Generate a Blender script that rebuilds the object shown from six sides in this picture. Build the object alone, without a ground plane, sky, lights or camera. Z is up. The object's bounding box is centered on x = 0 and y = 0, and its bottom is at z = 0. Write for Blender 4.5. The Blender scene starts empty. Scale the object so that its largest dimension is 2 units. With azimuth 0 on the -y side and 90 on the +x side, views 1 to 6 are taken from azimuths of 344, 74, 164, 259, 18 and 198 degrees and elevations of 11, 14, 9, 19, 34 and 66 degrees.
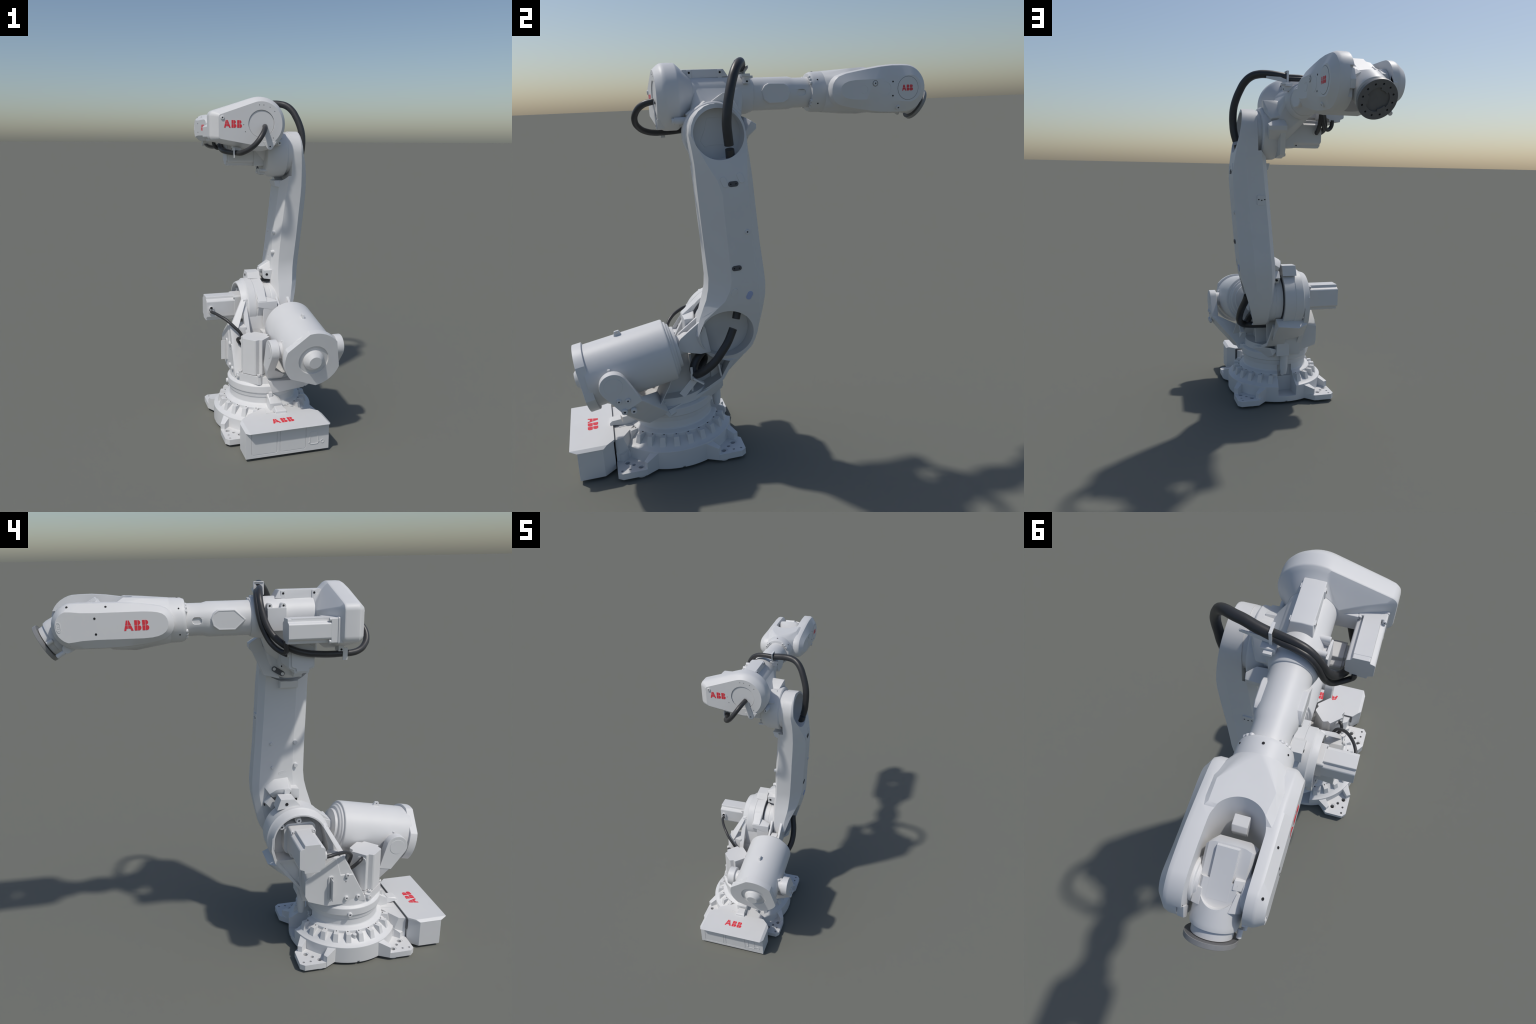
import bpy, bmesh, math
from math import sin, cos, pi, radians, sqrt, atan2
from mathutils import Vector, Matrix

# =====================================================================
#  Six-axis industrial robot arm.  Metres, z up, arm reaches towards +y.
# =====================================================================
AX = -0.043                    # x of the slewing axis and of the forearm
BY = -0.467                    # y of the slewing axis
A2 = (-0.200, 0.665)           # shoulder axis (y, z), runs along x
A3 = (-0.204, 1.630)           # elbow axis (y, z), runs along x
FZ = 1.800                     # height of the forearm axis
W5 = (0.811, 1.799)            # wrist axis (y, z)
TILT = radians(-29.0)          # wrist tilt

# ---------------------------------------------------------------- materials
def material(name, color, rough=0.5, metal=0.0, grain=0.0, scale=60.0, bump=0.0, spec=0.5):
    m = bpy.data.materials.new(name)
    m.use_nodes = True
    nt = m.node_tree
    b = nt.nodes["Principled BSDF"]
    b.inputs["Roughness"].default_value = rough
    b.inputs["Metallic"].default_value = metal
    b.inputs["Specular IOR Level"].default_value = spec
    b.inputs["Base Color"].default_value = (*color, 1)
    tc = nt.nodes.new("ShaderNodeTexCoord")
    nz = nt.nodes.new("ShaderNodeTexNoise")
    nz.inputs["Scale"].default_value = scale
    nz.inputs["Detail"].default_value = 3
    nt.links.new(tc.outputs["Object"], nz.inputs["Vector"])
    if grain:
        cr = nt.nodes.new("ShaderNodeValToRGB")
        cr.color_ramp.elements[0].position = 0.3
        cr.color_ramp.elements[1].position = 0.7
        cr.color_ramp.elements[0].color = (*[c * (1 - grain) for c in color], 1)
        cr.color_ramp.elements[1].color = (*[min(1, c * (1 + grain)) for c in color], 1)
        nt.links.new(nz.outputs["Fac"], cr.inputs["Fac"])
        nt.links.new(cr.outputs["Color"], b.inputs["Base Color"])
    if bump:
        bp = nt.nodes.new("ShaderNodeBump")
        bp.inputs["Strength"].default_value = bump
        bp.inputs["Distance"].default_value = 0.001
        nt.links.new(nz.outputs["Fac"], bp.inputs["Height"])
        nt.links.new(bp.outputs["Normal"], b.inputs["Normal"])
    return m

PAINT = material("white_paint", (0.68, 0.68, 0.678), 0.5, 0, 0.012, 9.0)
CREAM = material("bare_casting", (0.62, 0.60, 0.57), 0.5, 0, 0.012, 20.0)
RUBBER = material("black_rubber", (0.035, 0.035, 0.037), 0.42, 0, 0.08, 40.0)
STEEL = material("grey_flange_steel", (0.135, 0.135, 0.138), 0.5, 0.0, 0.04, 50.0)
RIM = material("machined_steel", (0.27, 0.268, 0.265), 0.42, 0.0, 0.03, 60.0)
PLUG = material("dark_grey_plug", (0.085, 0.088, 0.098), 0.6, 0, 0.05, 80.0)
HOLE = material("hole_black", (0.012, 0.012, 0.014), 0.8)
BLUE = material("bluish_plastic", (0.36, 0.43, 0.66), 0.5, 0, 0.03, 50.0)
RED = material("red_lettering", (0.76, 0.035, 0.055), 0.5, 0, 0.02, 30.0)

# ---------------------------------------------------------------- hierarchy
root = bpy.data.objects.new("industrial_robot_arm", None)
root.location = (AX, BY, 0)
root.empty_display_size = 0.2
bpy.context.scene.collection.objects.link(root)
root["label"] = "white six axis industrial robot arm with black hoses"
root["category"] = "industrial robot"

# ---------------------------------------------------------------- geometry kit
def P(axis, u, v, w):
    """plane coordinates (u, v) and depth w -> 3D; axis is the depth axis"""
    return {'x': (w, u, v), 'y': (u, w, v), 'z': (u, v, w)}[axis]

def loft(rings, cap=True):
    bm = bmesh.new()
    vs = [[bm.verts.new(p) for p in r] for r in rings]
    n = len(rings[0])
    for a, b in zip(vs[:-1], vs[1:]):
        for i in range(n):
            j = (i + 1) % n
            bm.faces.new((a[i], a[j], b[j], b[i]))
    if cap:
        bm.faces.new(vs[0][::-1])
        bm.faces.new(vs[-1])
    bmesh.ops.recalc_face_normals(bm, faces=bm.faces)
    return bm

def prism(pts, axis, a, b):
    return loft([[P(axis, u, v, a) for u, v in pts], [P(axis, u, v, b) for u, v in pts]])

def box(x0, x1, y0, y1, z0, z1):
    return prism([(x0, y0), (x1, y0), (x1, y1), (x0, y1)], 'z', z0, z1)

def circle(cu, cv, r, n=48, a0=0.0, a1=2 * pi, closed=True):
    m = n if closed else n + 1
    return [(cu + r * cos(a0 + (a1 - a0) * i / n), cv + r * sin(a0 + (a1 - a0) * i / n)) for i in range(m)]

def cyl(axis, cu, cv, r, a, b, n=48):
    return prism(circle(cu, cv, r, n), axis, a, b)

def lathe(prof, axis, cu, cv, n=64):
    """prof: (radius, depth) list, open profile closed with caps"""
    return loft([[P(axis, u, v, h) for u, v in circle(cu, cv, r, n)] for r, h in prof])

def hull(pts):
    bm = bmesh.new()
    for p in pts:
        bm.verts.new(p)
    bmesh.ops.convex_hull(bm, input=bm.verts)
    dead = [v for v in bm.verts if not v.link_faces]
    bmesh.ops.delete(bm, geom=dead, context='VERTS')
    bmesh.ops.dissolve_limit(bm, angle_limit=radians(1.0), verts=bm.verts, edges=bm.edges)
    bmesh.ops.recalc_face_normals(bm, faces=bm.faces)
    return bm

def ring3(axis, cu, cv, r, w, n=32):
    return [P(axis, u, v, w) for u, v in circle(cu, cv, r, n)]

def merge(*bms):
    out = bmesh.new()
    for b in bms:
        me = bpy.data.meshes.new("tmp")
        b.to_mesh(me)
        out.from_mesh(me)
        bpy.data.meshes.remove(me)
        b.free()
    return out

def xform(bm, M):
    bmesh.ops.transform(bm, matrix=M, verts=bm.verts)
    return bm

def _tmp(bm):
    me = bpy.data.meshes.new("tmp")
    bm.to_mesh(me)
    ob = bpy.data.objects.new("tmp", me)
    bpy.context.scene.collection.objects.link(ob)
    return ob

def evaluated(ob):
    dg = bpy.context.evaluated_depsgraph_get()
    dg.update()
    return bpy.data.meshes.new_from_object(ob.evaluated_get(dg))

def boolean(bm, cutter, op='DIFFERENCE'):
    a, b = _tmp(bm), _tmp(cutter)
    md = a.modifiers.new("b", 'BOOLEAN')
    md.operation = op
    md.object = b
    md.solver = 'EXACT'
    me = evaluated(a)
    out = bmesh.new()
    out.from_mesh(me)
    for o in (a, b):
        d = o.data
        bpy.data.objects.remove(o)
        bpy.data.meshes.remove(d)
    bpy.data.meshes.remove(me)
    bm.free()
    cutter.free()
    return out

def cut(bm, *cutters):
    for c in cutters:
        bm = boolean(bm, c)
    return bm

def unite(bm, *others):
    for c in others:
        bm = boolean(bm, c, 'UNION')
    return bm

def finish(ob, bevel=0.0, seg=2, angle=32.0):
    if bevel:
        md = ob.modifiers.new("bevel", 'BEVEL')
        md.width = bevel
        md.segments = seg
        md.limit_method = 'ANGLE'
        md.angle_limit = radians(angle)
        md.use_clamp_overlap = True
        md.harden_normals = False
        me = evaluated(ob)
        old = ob.data
        ob.modifiers.clear()
        ob.data = me
        bpy.data.meshes.remove(old)
    me = ob.data
    me.polygons.foreach_set("use_smooth", [True] * len(me.polygons))
    me.set_sharp_from_angle(angle=radians(34))
    me.update()
    wn = ob.modifiers.new("weighted", 'WEIGHTED_NORMAL')
    wn.mode = 'FACE_AREA'
    wn.weight = 80
    wn.keep_sharp = True
    me2 = evaluated(ob)
    ob.modifiers.clear()
    ob.data = me2
    bpy.data.meshes.remove(me)

def part(name, bm, mat, parent=None, bevel=0.0, seg=2, angle=32.0):
    me = bpy.data.meshes.new(name)
    bmesh.ops.recalc_face_normals(bm, faces=bm.faces)
    bm.to_mesh(me)
    bm.free()
    ob = bpy.data.objects.new(name, me)
    bpy.context.scene.collection.objects.link(ob)
    me.materials.append(mat)
    finish(ob, bevel, seg, angle)
    ob.data.materials.clear()
    ob.data.materials.append(mat)
    ob.data.name = name
    ob.parent = parent or root
    if ob.parent is root:
        ob.matrix_parent_inverse = Matrix.Translation(root.location).inverted()
    return ob

def frame_to(d, up=None):
    """rotation taking +z to direction d"""
    return Vector(d).normalized().to_track_quat('Z', 'Y').to_matrix().to_4x4()

def copies(mesh_ob, places, parent):
    """places: list of (position, direction, scale); first uses the object itself"""
    for i, (p, d, s) in enumerate(places):
        ob = mesh_ob if i == 0 else mesh_ob.copy()
        if i:
            bpy.context.scene.collection.objects.link(ob)
        ob.parent = parent
        M = Matrix.Translation(p) @ frame_to(d) @ Matrix.Scale(s, 4)
        ob.matrix_parent_inverse = Matrix.Identity(4)
        ob.matrix_local = M if parent is not root else Matrix.Translation(root.location).inverted() @ M

def tube(name, pts, r, parent, mat=RUBBER, res=10):
    cu = bpy.data.curves.new(name, 'CURVE')
    cu.dimensions = '3D'
    sp = cu.splines.new('BEZIER')
    sp.bezier_points.add(len(pts) - 1)
    for bp, p in zip(sp.bezier_points, pts):
        bp.co = p
        bp.handle_left_type = bp.handle_right_type = 'AUTO'
    cu.bevel_depth = r
    cu.bevel_resolution = 6
    cu.resolution_u = res
    cu.use_fill_caps = True
    ob = bpy.data.objects.new(name, cu)
    bpy.context.scene.collection.objects.link(ob)
    me = evaluated(ob)
    bpy.data.objects.remove(ob)
    bpy.data.curves.remove(cu)
    bm = bmesh.new()
    bm.from_mesh(me)
    bpy.data.meshes.remove(me)
    bmesh.ops.remove_doubles(bm, verts=bm.verts, dist=1e-5)
    return part(name, bm, mat, parent)

def rounded(x0, x1, y0, y1, r, n=5):
    pts = []
    for cx, cy, a in ((x1 - r, y1 - r, 0), (x0 + r, y1 - r, pi / 2), (x0 + r, y0 + r, pi), (x1 - r, y0 + r, 1.5 * pi)):
        pts += circle(cx, cy, r, n, a, a + pi / 2, closed=False)
    return pts

def stadium(cu, cv, length, width, ang=0.0, n=10):
    r, h = width / 2, (length - width) / 2
    pts = circle(h, 0, r, n, -pi / 2, pi / 2, False) + circle(-h, 0, r, n, pi / 2, 1.5 * pi, False)
    return [(cu + u * cos(ang) - v * sin(ang), cv + u * sin(ang) + v * cos(ang)) for u, v in pts]

# ---------------------------------------------------------------- small repeats
def bolt_mesh():
    head = lathe([(0.0115, 0), (0.0115, 0.0105), (0.0095, 0.0125), (0.0045, 0.0125), (0.0045, 0.007)], 'z', 0, 0, 20)
    return head

def make_bolts(name, places, parent, mat=PAINT):
    ob = part(name, bolt_mesh(), mat, parent)
    copies(ob, places, parent)
    sock = part("hex_socket", cyl('z', 0, 0, 0.0046, 0.0068, 0.0095, 6), PLUG, parent)  # dark grey inset, coloured for the shade down in the bolt recess
    copies(sock, places, parent)

def make_holes(places, parent, name="screw_hole"):
    """slightly proud black disc; its colour paints the darkness inside a screw hole"""
    ob = part(name, lathe([(0.0042, -0.004), (0.0042, 0.0006), (0.0034, 0.0006), (0.0034, 0.0002)], 'z', 0, 0, 14), HOLE, parent)
    copies(ob, places, parent)

# ---------------------------------------------------------------- lettering
def letter_pieces():
    """three capitals on a unit height; each split by a thin cross into four blocks"""
    g = 0.021
    out = []
    def quad(pts):
        out.append(pts)
    # A : slanted outer sides, open foot
    xl = lambda y: 0.235 * y              # left outer side
    xr = lambda y: 0.92 - 0.40 * y        # right outer side
    mx, my, ft = 0.40, 0.50, 0.20
    quad([(xl(my + g), my + g), (mx - g, my + g), (mx - g, 1), (xl(1), 1)])
    quad([(mx + g, my + g), (xr(my + g), my + g), (xr(1), 1), (mx + g, 1)])
    quad([(0, 0), (0.20, 0), (0.25, ft), (mx - g, ft), (mx - g, my - g), (xl(my - g), my - g)])
    quad([(mx + g, ft), (0.62, ft), (0.70, 0), (0.92, 0), (xr(my - g), my - g), (mx + g, my - g)])
    # two B
    for ox in (1.03, 1.80):
        sx = ox + 0.30
        quad([(ox, my + g), (sx - g, my + g), (sx - g, 1), (ox, 1)])
        quad([(ox, 0), (sx - g, 0), (sx - g, my - g), (ox, my - g)])
        r = 0.235
        up = [(sx + g, my + g), (ox + 0.42, my + g)] + circle(ox + 0.36, 1 - r, r, 10, -0.55, pi / 2, False) + [(sx + g, 1)]
        quad(up)
        r = (my - g) / 2 + 0.02
        lo = [(sx + g, 0)] + circle(ox + 0.41, r, r, 10, -pi / 2, 0.95, False) + [(ox + 0.50, my - g), (sx + g, my - g)]
        quad(lo)
    return out

def lettering(origin, xdir, ydir, height, width, parent, name="lettering"):
    X, Y = Vector(xdir).normalized(), Vector(ydir).normalized()
    N = X.cross(Y)
    sx = width / 2.53
    bms = [prism([(u * sx, v * height) for u, v in pc], 'z', -0.0015, 0.0008) for pc in letter_pieces()]
    bm = merge(*bms)
    M = Matrix(((X.x, Y.x, N.x, origin[0]), (X.y, Y.y, N.y, origin[1]), (X.z, Y.z, N.z, origin[2]), (0, 0, 0, 1)))
    return part(name, xform(bm, M), RED, parent)

# =====================================================================
#  BASE
# =====================================================================
def sq(r, a):
    return (AX + r * cos(a), BY + r * sin(a))

base = lathe([(0.296, 0.012), (0.298, 0.014), (0.298, 0.1065), (0.296, 0.1085), (0.283, 0.1120), (0.272, 0.121), (0.229, 0.151), (0.227, 0.1655), (0.224, 0.1685), (0.203, 0.177), (0.199, 0.183), (0.198, 0.225)], 'z', AX, BY, 96)
# recess for the slewing stop at the back
base = cut(base, prism([(AX - 0.056, BY + 0.17), (AX + 0.030, BY + 0.17), (AX + 0.054, BY + 0.32), (AX - 0.066, BY + 0.32)], 'z', 0.047, 0.30))
for a in (0, pi / 2, pi):                       # small alignment notches on the lower edge
    c = sq(0.298, a)
    base = cut(base, box(c[0] - 0.006, c[0] + 0.006, c[1] - 0.006, c[1] + 0.006, 0.0, 0.021))
stop_bed = box(AX - 0.07, AX + 0.045, BY + 0.12, BY + 0.185, 0.03, 0.14)
base_ob = part("base", merge(base, stop_bed), PAINT, None, 0.003)

# feet: plate with bored holes and two tapering ribs
def foot(sx, sy):
    q = lambda u, v: (AX + sx * u, BY + sy * v)
    plate = prism([q(*p) for p in ((0.10, 0.255), (0.125, 0.268), (0.178, 0.320), (0.284, 0.320), (0.304, 0.297), (0.304, 0.184), (0.270, 0.125), (0.255, 0.10))], 'z', 0.013, 0.045)
    holes = [((0.211, 0.269), 0.0125), ((0.269, 0.208), 0.0125), ((0.240, 0.240), 0.009), ((0.275, 0.260), 0.0065), ((0.275, 0.298), 0.0065)]
    for h, r in holes:
        c = q(*h)
        plate = cut(plate, cyl('z', c[0], c[1], r, -0.05, 0.2, 24))
        if r > 0.012:
            plate = cut(plate, cyl('z', c[0], c[1], r * 1.55, 0.0435, 0.2, 28))
    ribs = []
    for m in (0, 1):
        f = (lambda u, v: q(u, v)) if m == 0 else (lambda u, v: q(v, u))
        pts = []
        for (u, v), z in (((0.268, 0.112), 0.1045), ((0.240, 0.150), 0.1045), ((0.304, 0.178), 0.079), ((0.283, 0.190), 0.079)):
            pts.append((*f(u, v), z))
        for (u, v), z in (((0.262, 0.106), 0.016), ((0.236, 0.150), 0.016), ((0.3035, 0.178), 0.016), ((0.283, 0.192), 0.016)):
            pts.append((*f(u, v), z))
        ribs.append(hull(pts))
    pads = []
    for h in ((0.269, 0.208), (0.211, 0.269)):
        c = q(*h)
        pads.append(cut(cyl('z', c[0], c[1], 0.024, 0.0, 0.02, 28), cyl('z', c[0], c[1], 0.0125, -0.1, 0.1, 24)))
    return merge(plate, *ribs, *pads)

for sx in (-1, 1):
    for sy in (-1, 1):
        part("mounting_foot", foot(sx, sy), PAINT, base_ob, 0.0022)

# radial rib blocks around the turntable
rib_proto = None
rib_pl = []
def rib_mesh():
    side = [(0.205, 0.110, 0.0125), (0.276, 0.110, 0.0148), (0.273, 0.121, 0.0148), (0.262, 0.1655, 0.0125), (0.205, 0.1655, 0.0110)]
    a = [(u, -h, z) for u, z, h in side]
    b = [(u, h, z) for u, z, h in side]
    return loft([a, b])
rib_ob = part("radial_rib", rib_mesh(), PAINT, base_ob, 0.0018)
hole_list = []
first = True
rib_angles = [295 + 15 * k for k in range(10)] + [245 - 15 * k for k in range(10)]      # mirrored halves, gaps at front and back
for deg in rib_angles:
    ang = radians(deg)
    ob = rib_ob if first else rib_ob.copy()
    if not first:
        bpy.context.scene.collection.objects.link(ob)
    first = False
    ob.parent = base_ob
    ob.matrix_parent_inverse = Matrix.Identity(4)
    ob.matrix_local = Matrix.Translation((AX, BY, 0)) @ Matrix.Rotation(ang, 4, 'Z')
    c = sq(0.2330, ang)
    hole_list.append(((c[0], c[1], 0.1655), (0, 0, 1), 0.9))
make_holes(hole_list, base_ob, "threaded_hole")
pc = sq(0.247, radians(178))
part("reference_pin", lathe([(0.0095, 0.12), (0.0095, 0.150), (0.0115, 0.151), (0.0115, 0.157), (0.0095, 0.159)], 'z', pc[0], pc[1], 20), PAINT, base_ob)

# rear block carrying the connector box
blk = hull([(u, v, z) for z in (0.02, 0.1635) for u, v in ((-0.222, -0.785), (-0.212, -0.746), (-0.102, -0.682), (0.016, -0.682), (0.126, -0.746), (0.138, -0.785))] + [(-0.205, -0.700, 0.02), (0.119, -0.700, 0.02)])
bridge = prism([(-0.105, -0.76), (0.02, -0.76), (0.005, -0.655), (-0.090, -0.655)], 'z', 0.05, 0.1655)
post = hull([(-0.072, -0.735, 0.14), (0.0, -0.735, 0.14), (-0.072, -0.735, 0.208), (0.0, -0.735, 0.208), (-0.075, -0.668, 0.14), (0.0, -0.668, 0.14),
             (-0.075, -0.668, 0.245), (-0.04, -0.668, 0.245), (0.0, -0.668, 0.215), (-0.06, -0.69, 0.245), (-0.04, -0.69, 0.235)])
post = cut(post, lathe([(0.204, 0.0), (0.204, 0.4)], 'z', AX, BY, 64))
tab = hull([(-0.058, -0.802, 0.175), (0.004, -0.802, 0.175), (-0.058, -0.802, 0.187), (0.004, -0.802, 0.187), (-0.06, -0.73, 0.165), (0.0, -0.73, 0.165), (-0.052, -0.745, 0.197), (-0.004, -0.745, 0.197), (-0.05, -0.79, 0.195), (0.0, -0.79, 0.195)])
stud = box(-0.068, -0.050, -0.703, -0.685, 0.225, 0.262)
part("rear_bracket", merge(blk, bridge, post, tab, stud), PAINT, base_ob, 0.003)

# connector box with overhanging lid
bx = prism([(-0.281, -0.965), (0.199, -0.965), (0.199, -0.845), (0.150, -0.792), (-0.235, -0.792), (-0.281, -0.842)], 'z', 0.0135, 0.1635)
def plate_groove(x0, x1, z0, z1, r, w=0.0026, d=0.003):
    o = rounded(x0, x1, z0, z1, r)
    i = rounded(x0 + w, x1 - w, z0 + w, z1 - w, max(r - w, 0.001))
    ringb = boolean(prism(o, 'y', -0.98, -0.965 + d), prism(i, 'y', -1.0, -0.94))
    return ringb
bx = cut(bx, plate_groove(-0.250, -0.103, 0.030, 0.180, 0.012), plate_groove(-0.088, 0.064, 0.030, 0.180, 0.012))
box_ob = part("connector_box", bx, PAINT, base_ob, 0.0022)
relief = merge(boolean(prism(rounded(0.085, 0.135, 0.050, 0.125, 0.008), 'y', -0.9672, -0.963), prism(rounded(0.088, 0.132, 0.053, 0.122, 0.006), 'y', -0.98, -0.95)),
               boolean(cyl('y', 0.160, 0.062, 0.0105, -0.9672, -0.963, 24), cyl('y', 0.160, 0.062, 0.008, -0.98, -0.95, 24)),
               cyl('y', 0.082, 0.062, 0.004, -0.9672, -0.963, 12), cyl('y', 0.138, 0.062, 0.004, -0.9672, -0.963, 12))
part("connector_relief", relief, PAINT, box_ob)
lid_top = [(-0.264, -1.000), (0.188, -1.000), (0.188, -0.822), (0.150, -0.787), (-0.235, -0.787), (-0.266, -0.822)]
lid_bot = [(-0.282, -0.966), (0.206, -0.966), (0.206, -0.842), (0.152, -0.788), (-0.237, -0.788), (-0.283, -0.842)]
lid = hull([(u, v, 0.1755) for u, v in lid_top] + [(u, v, 0.1640) for u, v in lid_bot] + [(-0.266, -1.0, 0.1725), (0.190, -1.0, 0.1725)])
lid_ob = part("box_lid", lid, PAINT, box_ob, 0.0015)
lettering((-0.109, -0.913, 0.1755), (1, 0, 0), (0, 1, 0), 0.052, 0.128, lid_ob)
part("lid_seam", box(-0.235, 0.150, -0.7872, -0.7835, 0.10, 0.1690), PLUG, box_ob)

# =====================================================================
#  SWIVEL FRAME (turntable, shoulder housing, yoke)
# =====================================================================
turn = lathe([(0.203, 0.222), (0.206, 0.245), (0.213, 0.251), (0.213, 0.289), (0.210, 0.292), (0.200, 0.300)], 'z', AX, BY, 96)
turn = unite(turn, lathe([(0.196, 0.296), (0.196, 0.300), (0.190, 0.34)], 'z', AX, BY, 64))
swivel = part("swivel_frame", turn, PAINT, None, 0.002)
groove = lathe([(0.1995, 0.216), (0.1995, 0.222)], 'z', AX, BY, 96)
part("turntable_seal", groove, PAINT, swivel)
make_bolts("socket_bolt", [((-0.250, -0.441, 0.258), (-1, 0.1, 0), 1.15)], swivel)

# shoulder housing: big drum on the shoulder axis
y2, z2 = A2[0] + 0.003, A2[1]
drum = lathe([(0.140, -0.138), (0.146, -0.138), (0.149, -0.133), (0.158, -0.104), (0.169, -0.094), (0.169, -0.050), (0.167, -0.047), (0.167, 0.016), (0.150, 0.016)], 'x', y2, z2, 96)
web_out = [(-0.330, 0.730), (-0.347, 0.700), (-0.43, 0.555), (-0.555, 0.325), (-0.54, 0.295), (-0.30, 0.285), (-0.215, 0.30), (-0.195, 0.375), (-0.062, 0.545), (-0.043, 0.62), (-0.048, 0.69), (-0.10, 0.76), (-0.25, 0.78)]
web = prism(web_out, 'x', -0.1365, -0.108)
drum = unite(drum, web)
# deep pocket that holds the motor
pocket = prism(circle(y2, z2, 0.1385, 40, radians(8), radians(158), False) + [(-0.340, 0.655), (-0.372, 0.575), (-0.372, 0.562), (-0.072, 0.562), (-0.057, 0.62)], 'x', -0.30, -0.035)
pocket2 = prism([(-0.085, 0.548), (-0.165, 0.548), (-0.19, 0.50), (-0.195, 0.395)], 'x', -0.30, -0.128)
pocket3 = prism([(-0.37, 0.566), (-0.41, 0.56), (-0.50, 0.385), (-0.30, 0.40), (-0.30, 0.54)], 'x', -0.30, -0.10)
drum = cut(drum, pocket, pocket2, pocket3)
part("shoulder_housing", drum, PAINT, swivel, 0.003)

# body under the drum, joined to the turntable
pil = hull([(-0.130, -0.372, 0.556), (-0.004, -0.372, 0.556), (-0.10, -0.10, 0.54), (-0.004, -0.10, 0.52), (-0.138, -0.376, 0.50), (-0.004, -0.376, 0.50),
            (-0.138, -0.20, 0.40), (-0.004, -0.20, 0.40)])
fwall = hull([(-0.130, -0.346, 0.735), (0.008, -0.346, 0.735), (-0.130, -0.335, 0.735), (0.008, -0.335, 0.735), (-0.136, -0.376, 0.52), (0.008, -0.376, 0.52), (-0.136, -0.36, 0.52), (0.008, -0.36, 0.52)])
foot_p = hull([(-0.138, -0.378, 0.512), (-0.005, -0.378, 0.512), (-0.142, -0.400, 0.47), (-0.005, -0.400, 0.47), (-0.145, -0.41, 0.295), (-0.005, -0.41, 0.295), (-0.13, -0.21, 0.295), (-0.005, -0.25, 0.295), (-0.13, -0.18, 0.45), (-0.005, -0.18, 0.45)])
strut = hull([(-0.108, -0.340, 0.742), (-0.137, -0.333, 0.735), (-0.137, -0.318, 0.735), (-0.110, -0.325, 0.742), (-0.185, -0.432, 0.578), (-0.228, -0.412, 0.584), (-0.228, -0.395, 0.584), (-0.178, -0.41, 0.578)])
pil = merge(pil, fwall, foot_p, strut)
part("shoulder_pillar", pil, PAINT, swivel, 0.004)
shelf = hull([(0.055, -0.03, 0.528), (-0.07, -0.035, 0.513), (-0.13, -0.065, 0.528), (0.055, -0.10, 0.56), (-0.13, -0.10, 0.56), (0.055, -0.17, 0.40), (-0.13, -0.17, 0.42), (0.06, -0.08, 0.49), (-0.12, -0.08, 0.49)])
part("rear_shelf", shelf, PAINT, swivel, 0.003)
# front cheek beside the drum (stop block and pillar)
cheek = merge(hull([(-0.045, -0.390, 0.722), (0.080, -0.388, 0.722), (-0.045, -0.390, 0.690), (0.080, -0.388, 0.66), (-0.045, -0.33, 0.742), (0.014, -0.33, 0.742), (0.080, -0.345, 0.722), (-0.045, -0.32, 0.66), (0.078, -0.32, 0.66)]),
              hull([(-0.010, -0.3875, 0.70), (0.077, -0.3865, 0.70), (-0.010, -0.372, 0.70), (0.077, -0.372, 0.70), (-0.02, -0.400, 0.30), (0.077, -0.400, 0.30), (-0.02, -0.384, 0.30), (0.077, -0.384, 0.30)]))
cheek = merge(cheek, hull(ring3('x', y2, z2, 0.1655, -0.042, 48) + ring3('x', y2, z2, 0.1655, 0.0125, 48) + [(x, -0.387, z) for x in (-0.042, 0.0125) for z in (0.727, 0.69)]))
part("drum_cheek", cheek, PAINT, swivel, 0.003)
# stop lug on top of the drum
lug = hull([(-0.062, -0.185, 0.870), (0.020, -0.185, 0.870), (-0.062, -0.112, 0.874), (0.020, -0.112, 0.874), (-0.064, -0.215, 0.835), (0.020, -0.215, 0.830), (-0.064, -0.090, 0.815), (0.020, -0.090, 0.815)])
part("stop_lug", lug, PAINT, swivel, 0.002)
make_holes([((-0.0645, -0.143, 0.846), (-1, 0, 0), 2.0)], swivel)

# cover plate on the flank of the frame
plate = hull([(-0.233, -0.198, 0.475), (-0.233, -0.198, 0.385), (-0.233, -0.215, 0.352), (-0.233, -0.317, 0.313), (-0.233, -0.537, 0.318), (-0.233, -0.520, 0.365),
              (-0.233, -0.405, 0.592), (-0.233, -0.352, 0.594), (-0.233, -0.26, 0.53),
              (-0.130, -0.205, 0.49), (-0.130, -0.205, 0.40), (-0.130, -0.24, 0.31), (-0.130, -0.545, 0.312), (-0.130, -0.43, 0.58), (-0.130, -0.35, 0.594)])
plate = cut(plate, prism([(-0.36, 0.60), (-0.375, 0.552), (-0.390, 0.489), (-0.47, 0.486), (-0.40, 0.62)], 'x', -0.3, -0.2285))
plate = cut(plate, hull([(x, y, z) for x in (-0.178, 0.0) for y, z in ((-0.70, 0.25), (-0.425, 0.25), (-0.425, 0.62), (-0.70, 0.62))]))
plate_ob = part("side_cover", plate, PAINT, swivel, 0.005, 3)
hand = boolean(prism(rounded(-0.352, -0.322, 0.352, 0.492, 0.012), 'x', -0.2400, -0.2325), prism(rounded(-0.346, -0.328, 0.352, 0.486, 0.008), 'x', -0.26, -0.20))
hand2 = prism([(-0.340, 0.358), (-0.336, 0.358), (-0.336, 0.48), (-0.340, 0.48)], 'x', -0.271, -0.232)
part("pull_handle", merge(hand, hand2), PAINT, plate_ob, 0.0015)
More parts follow.
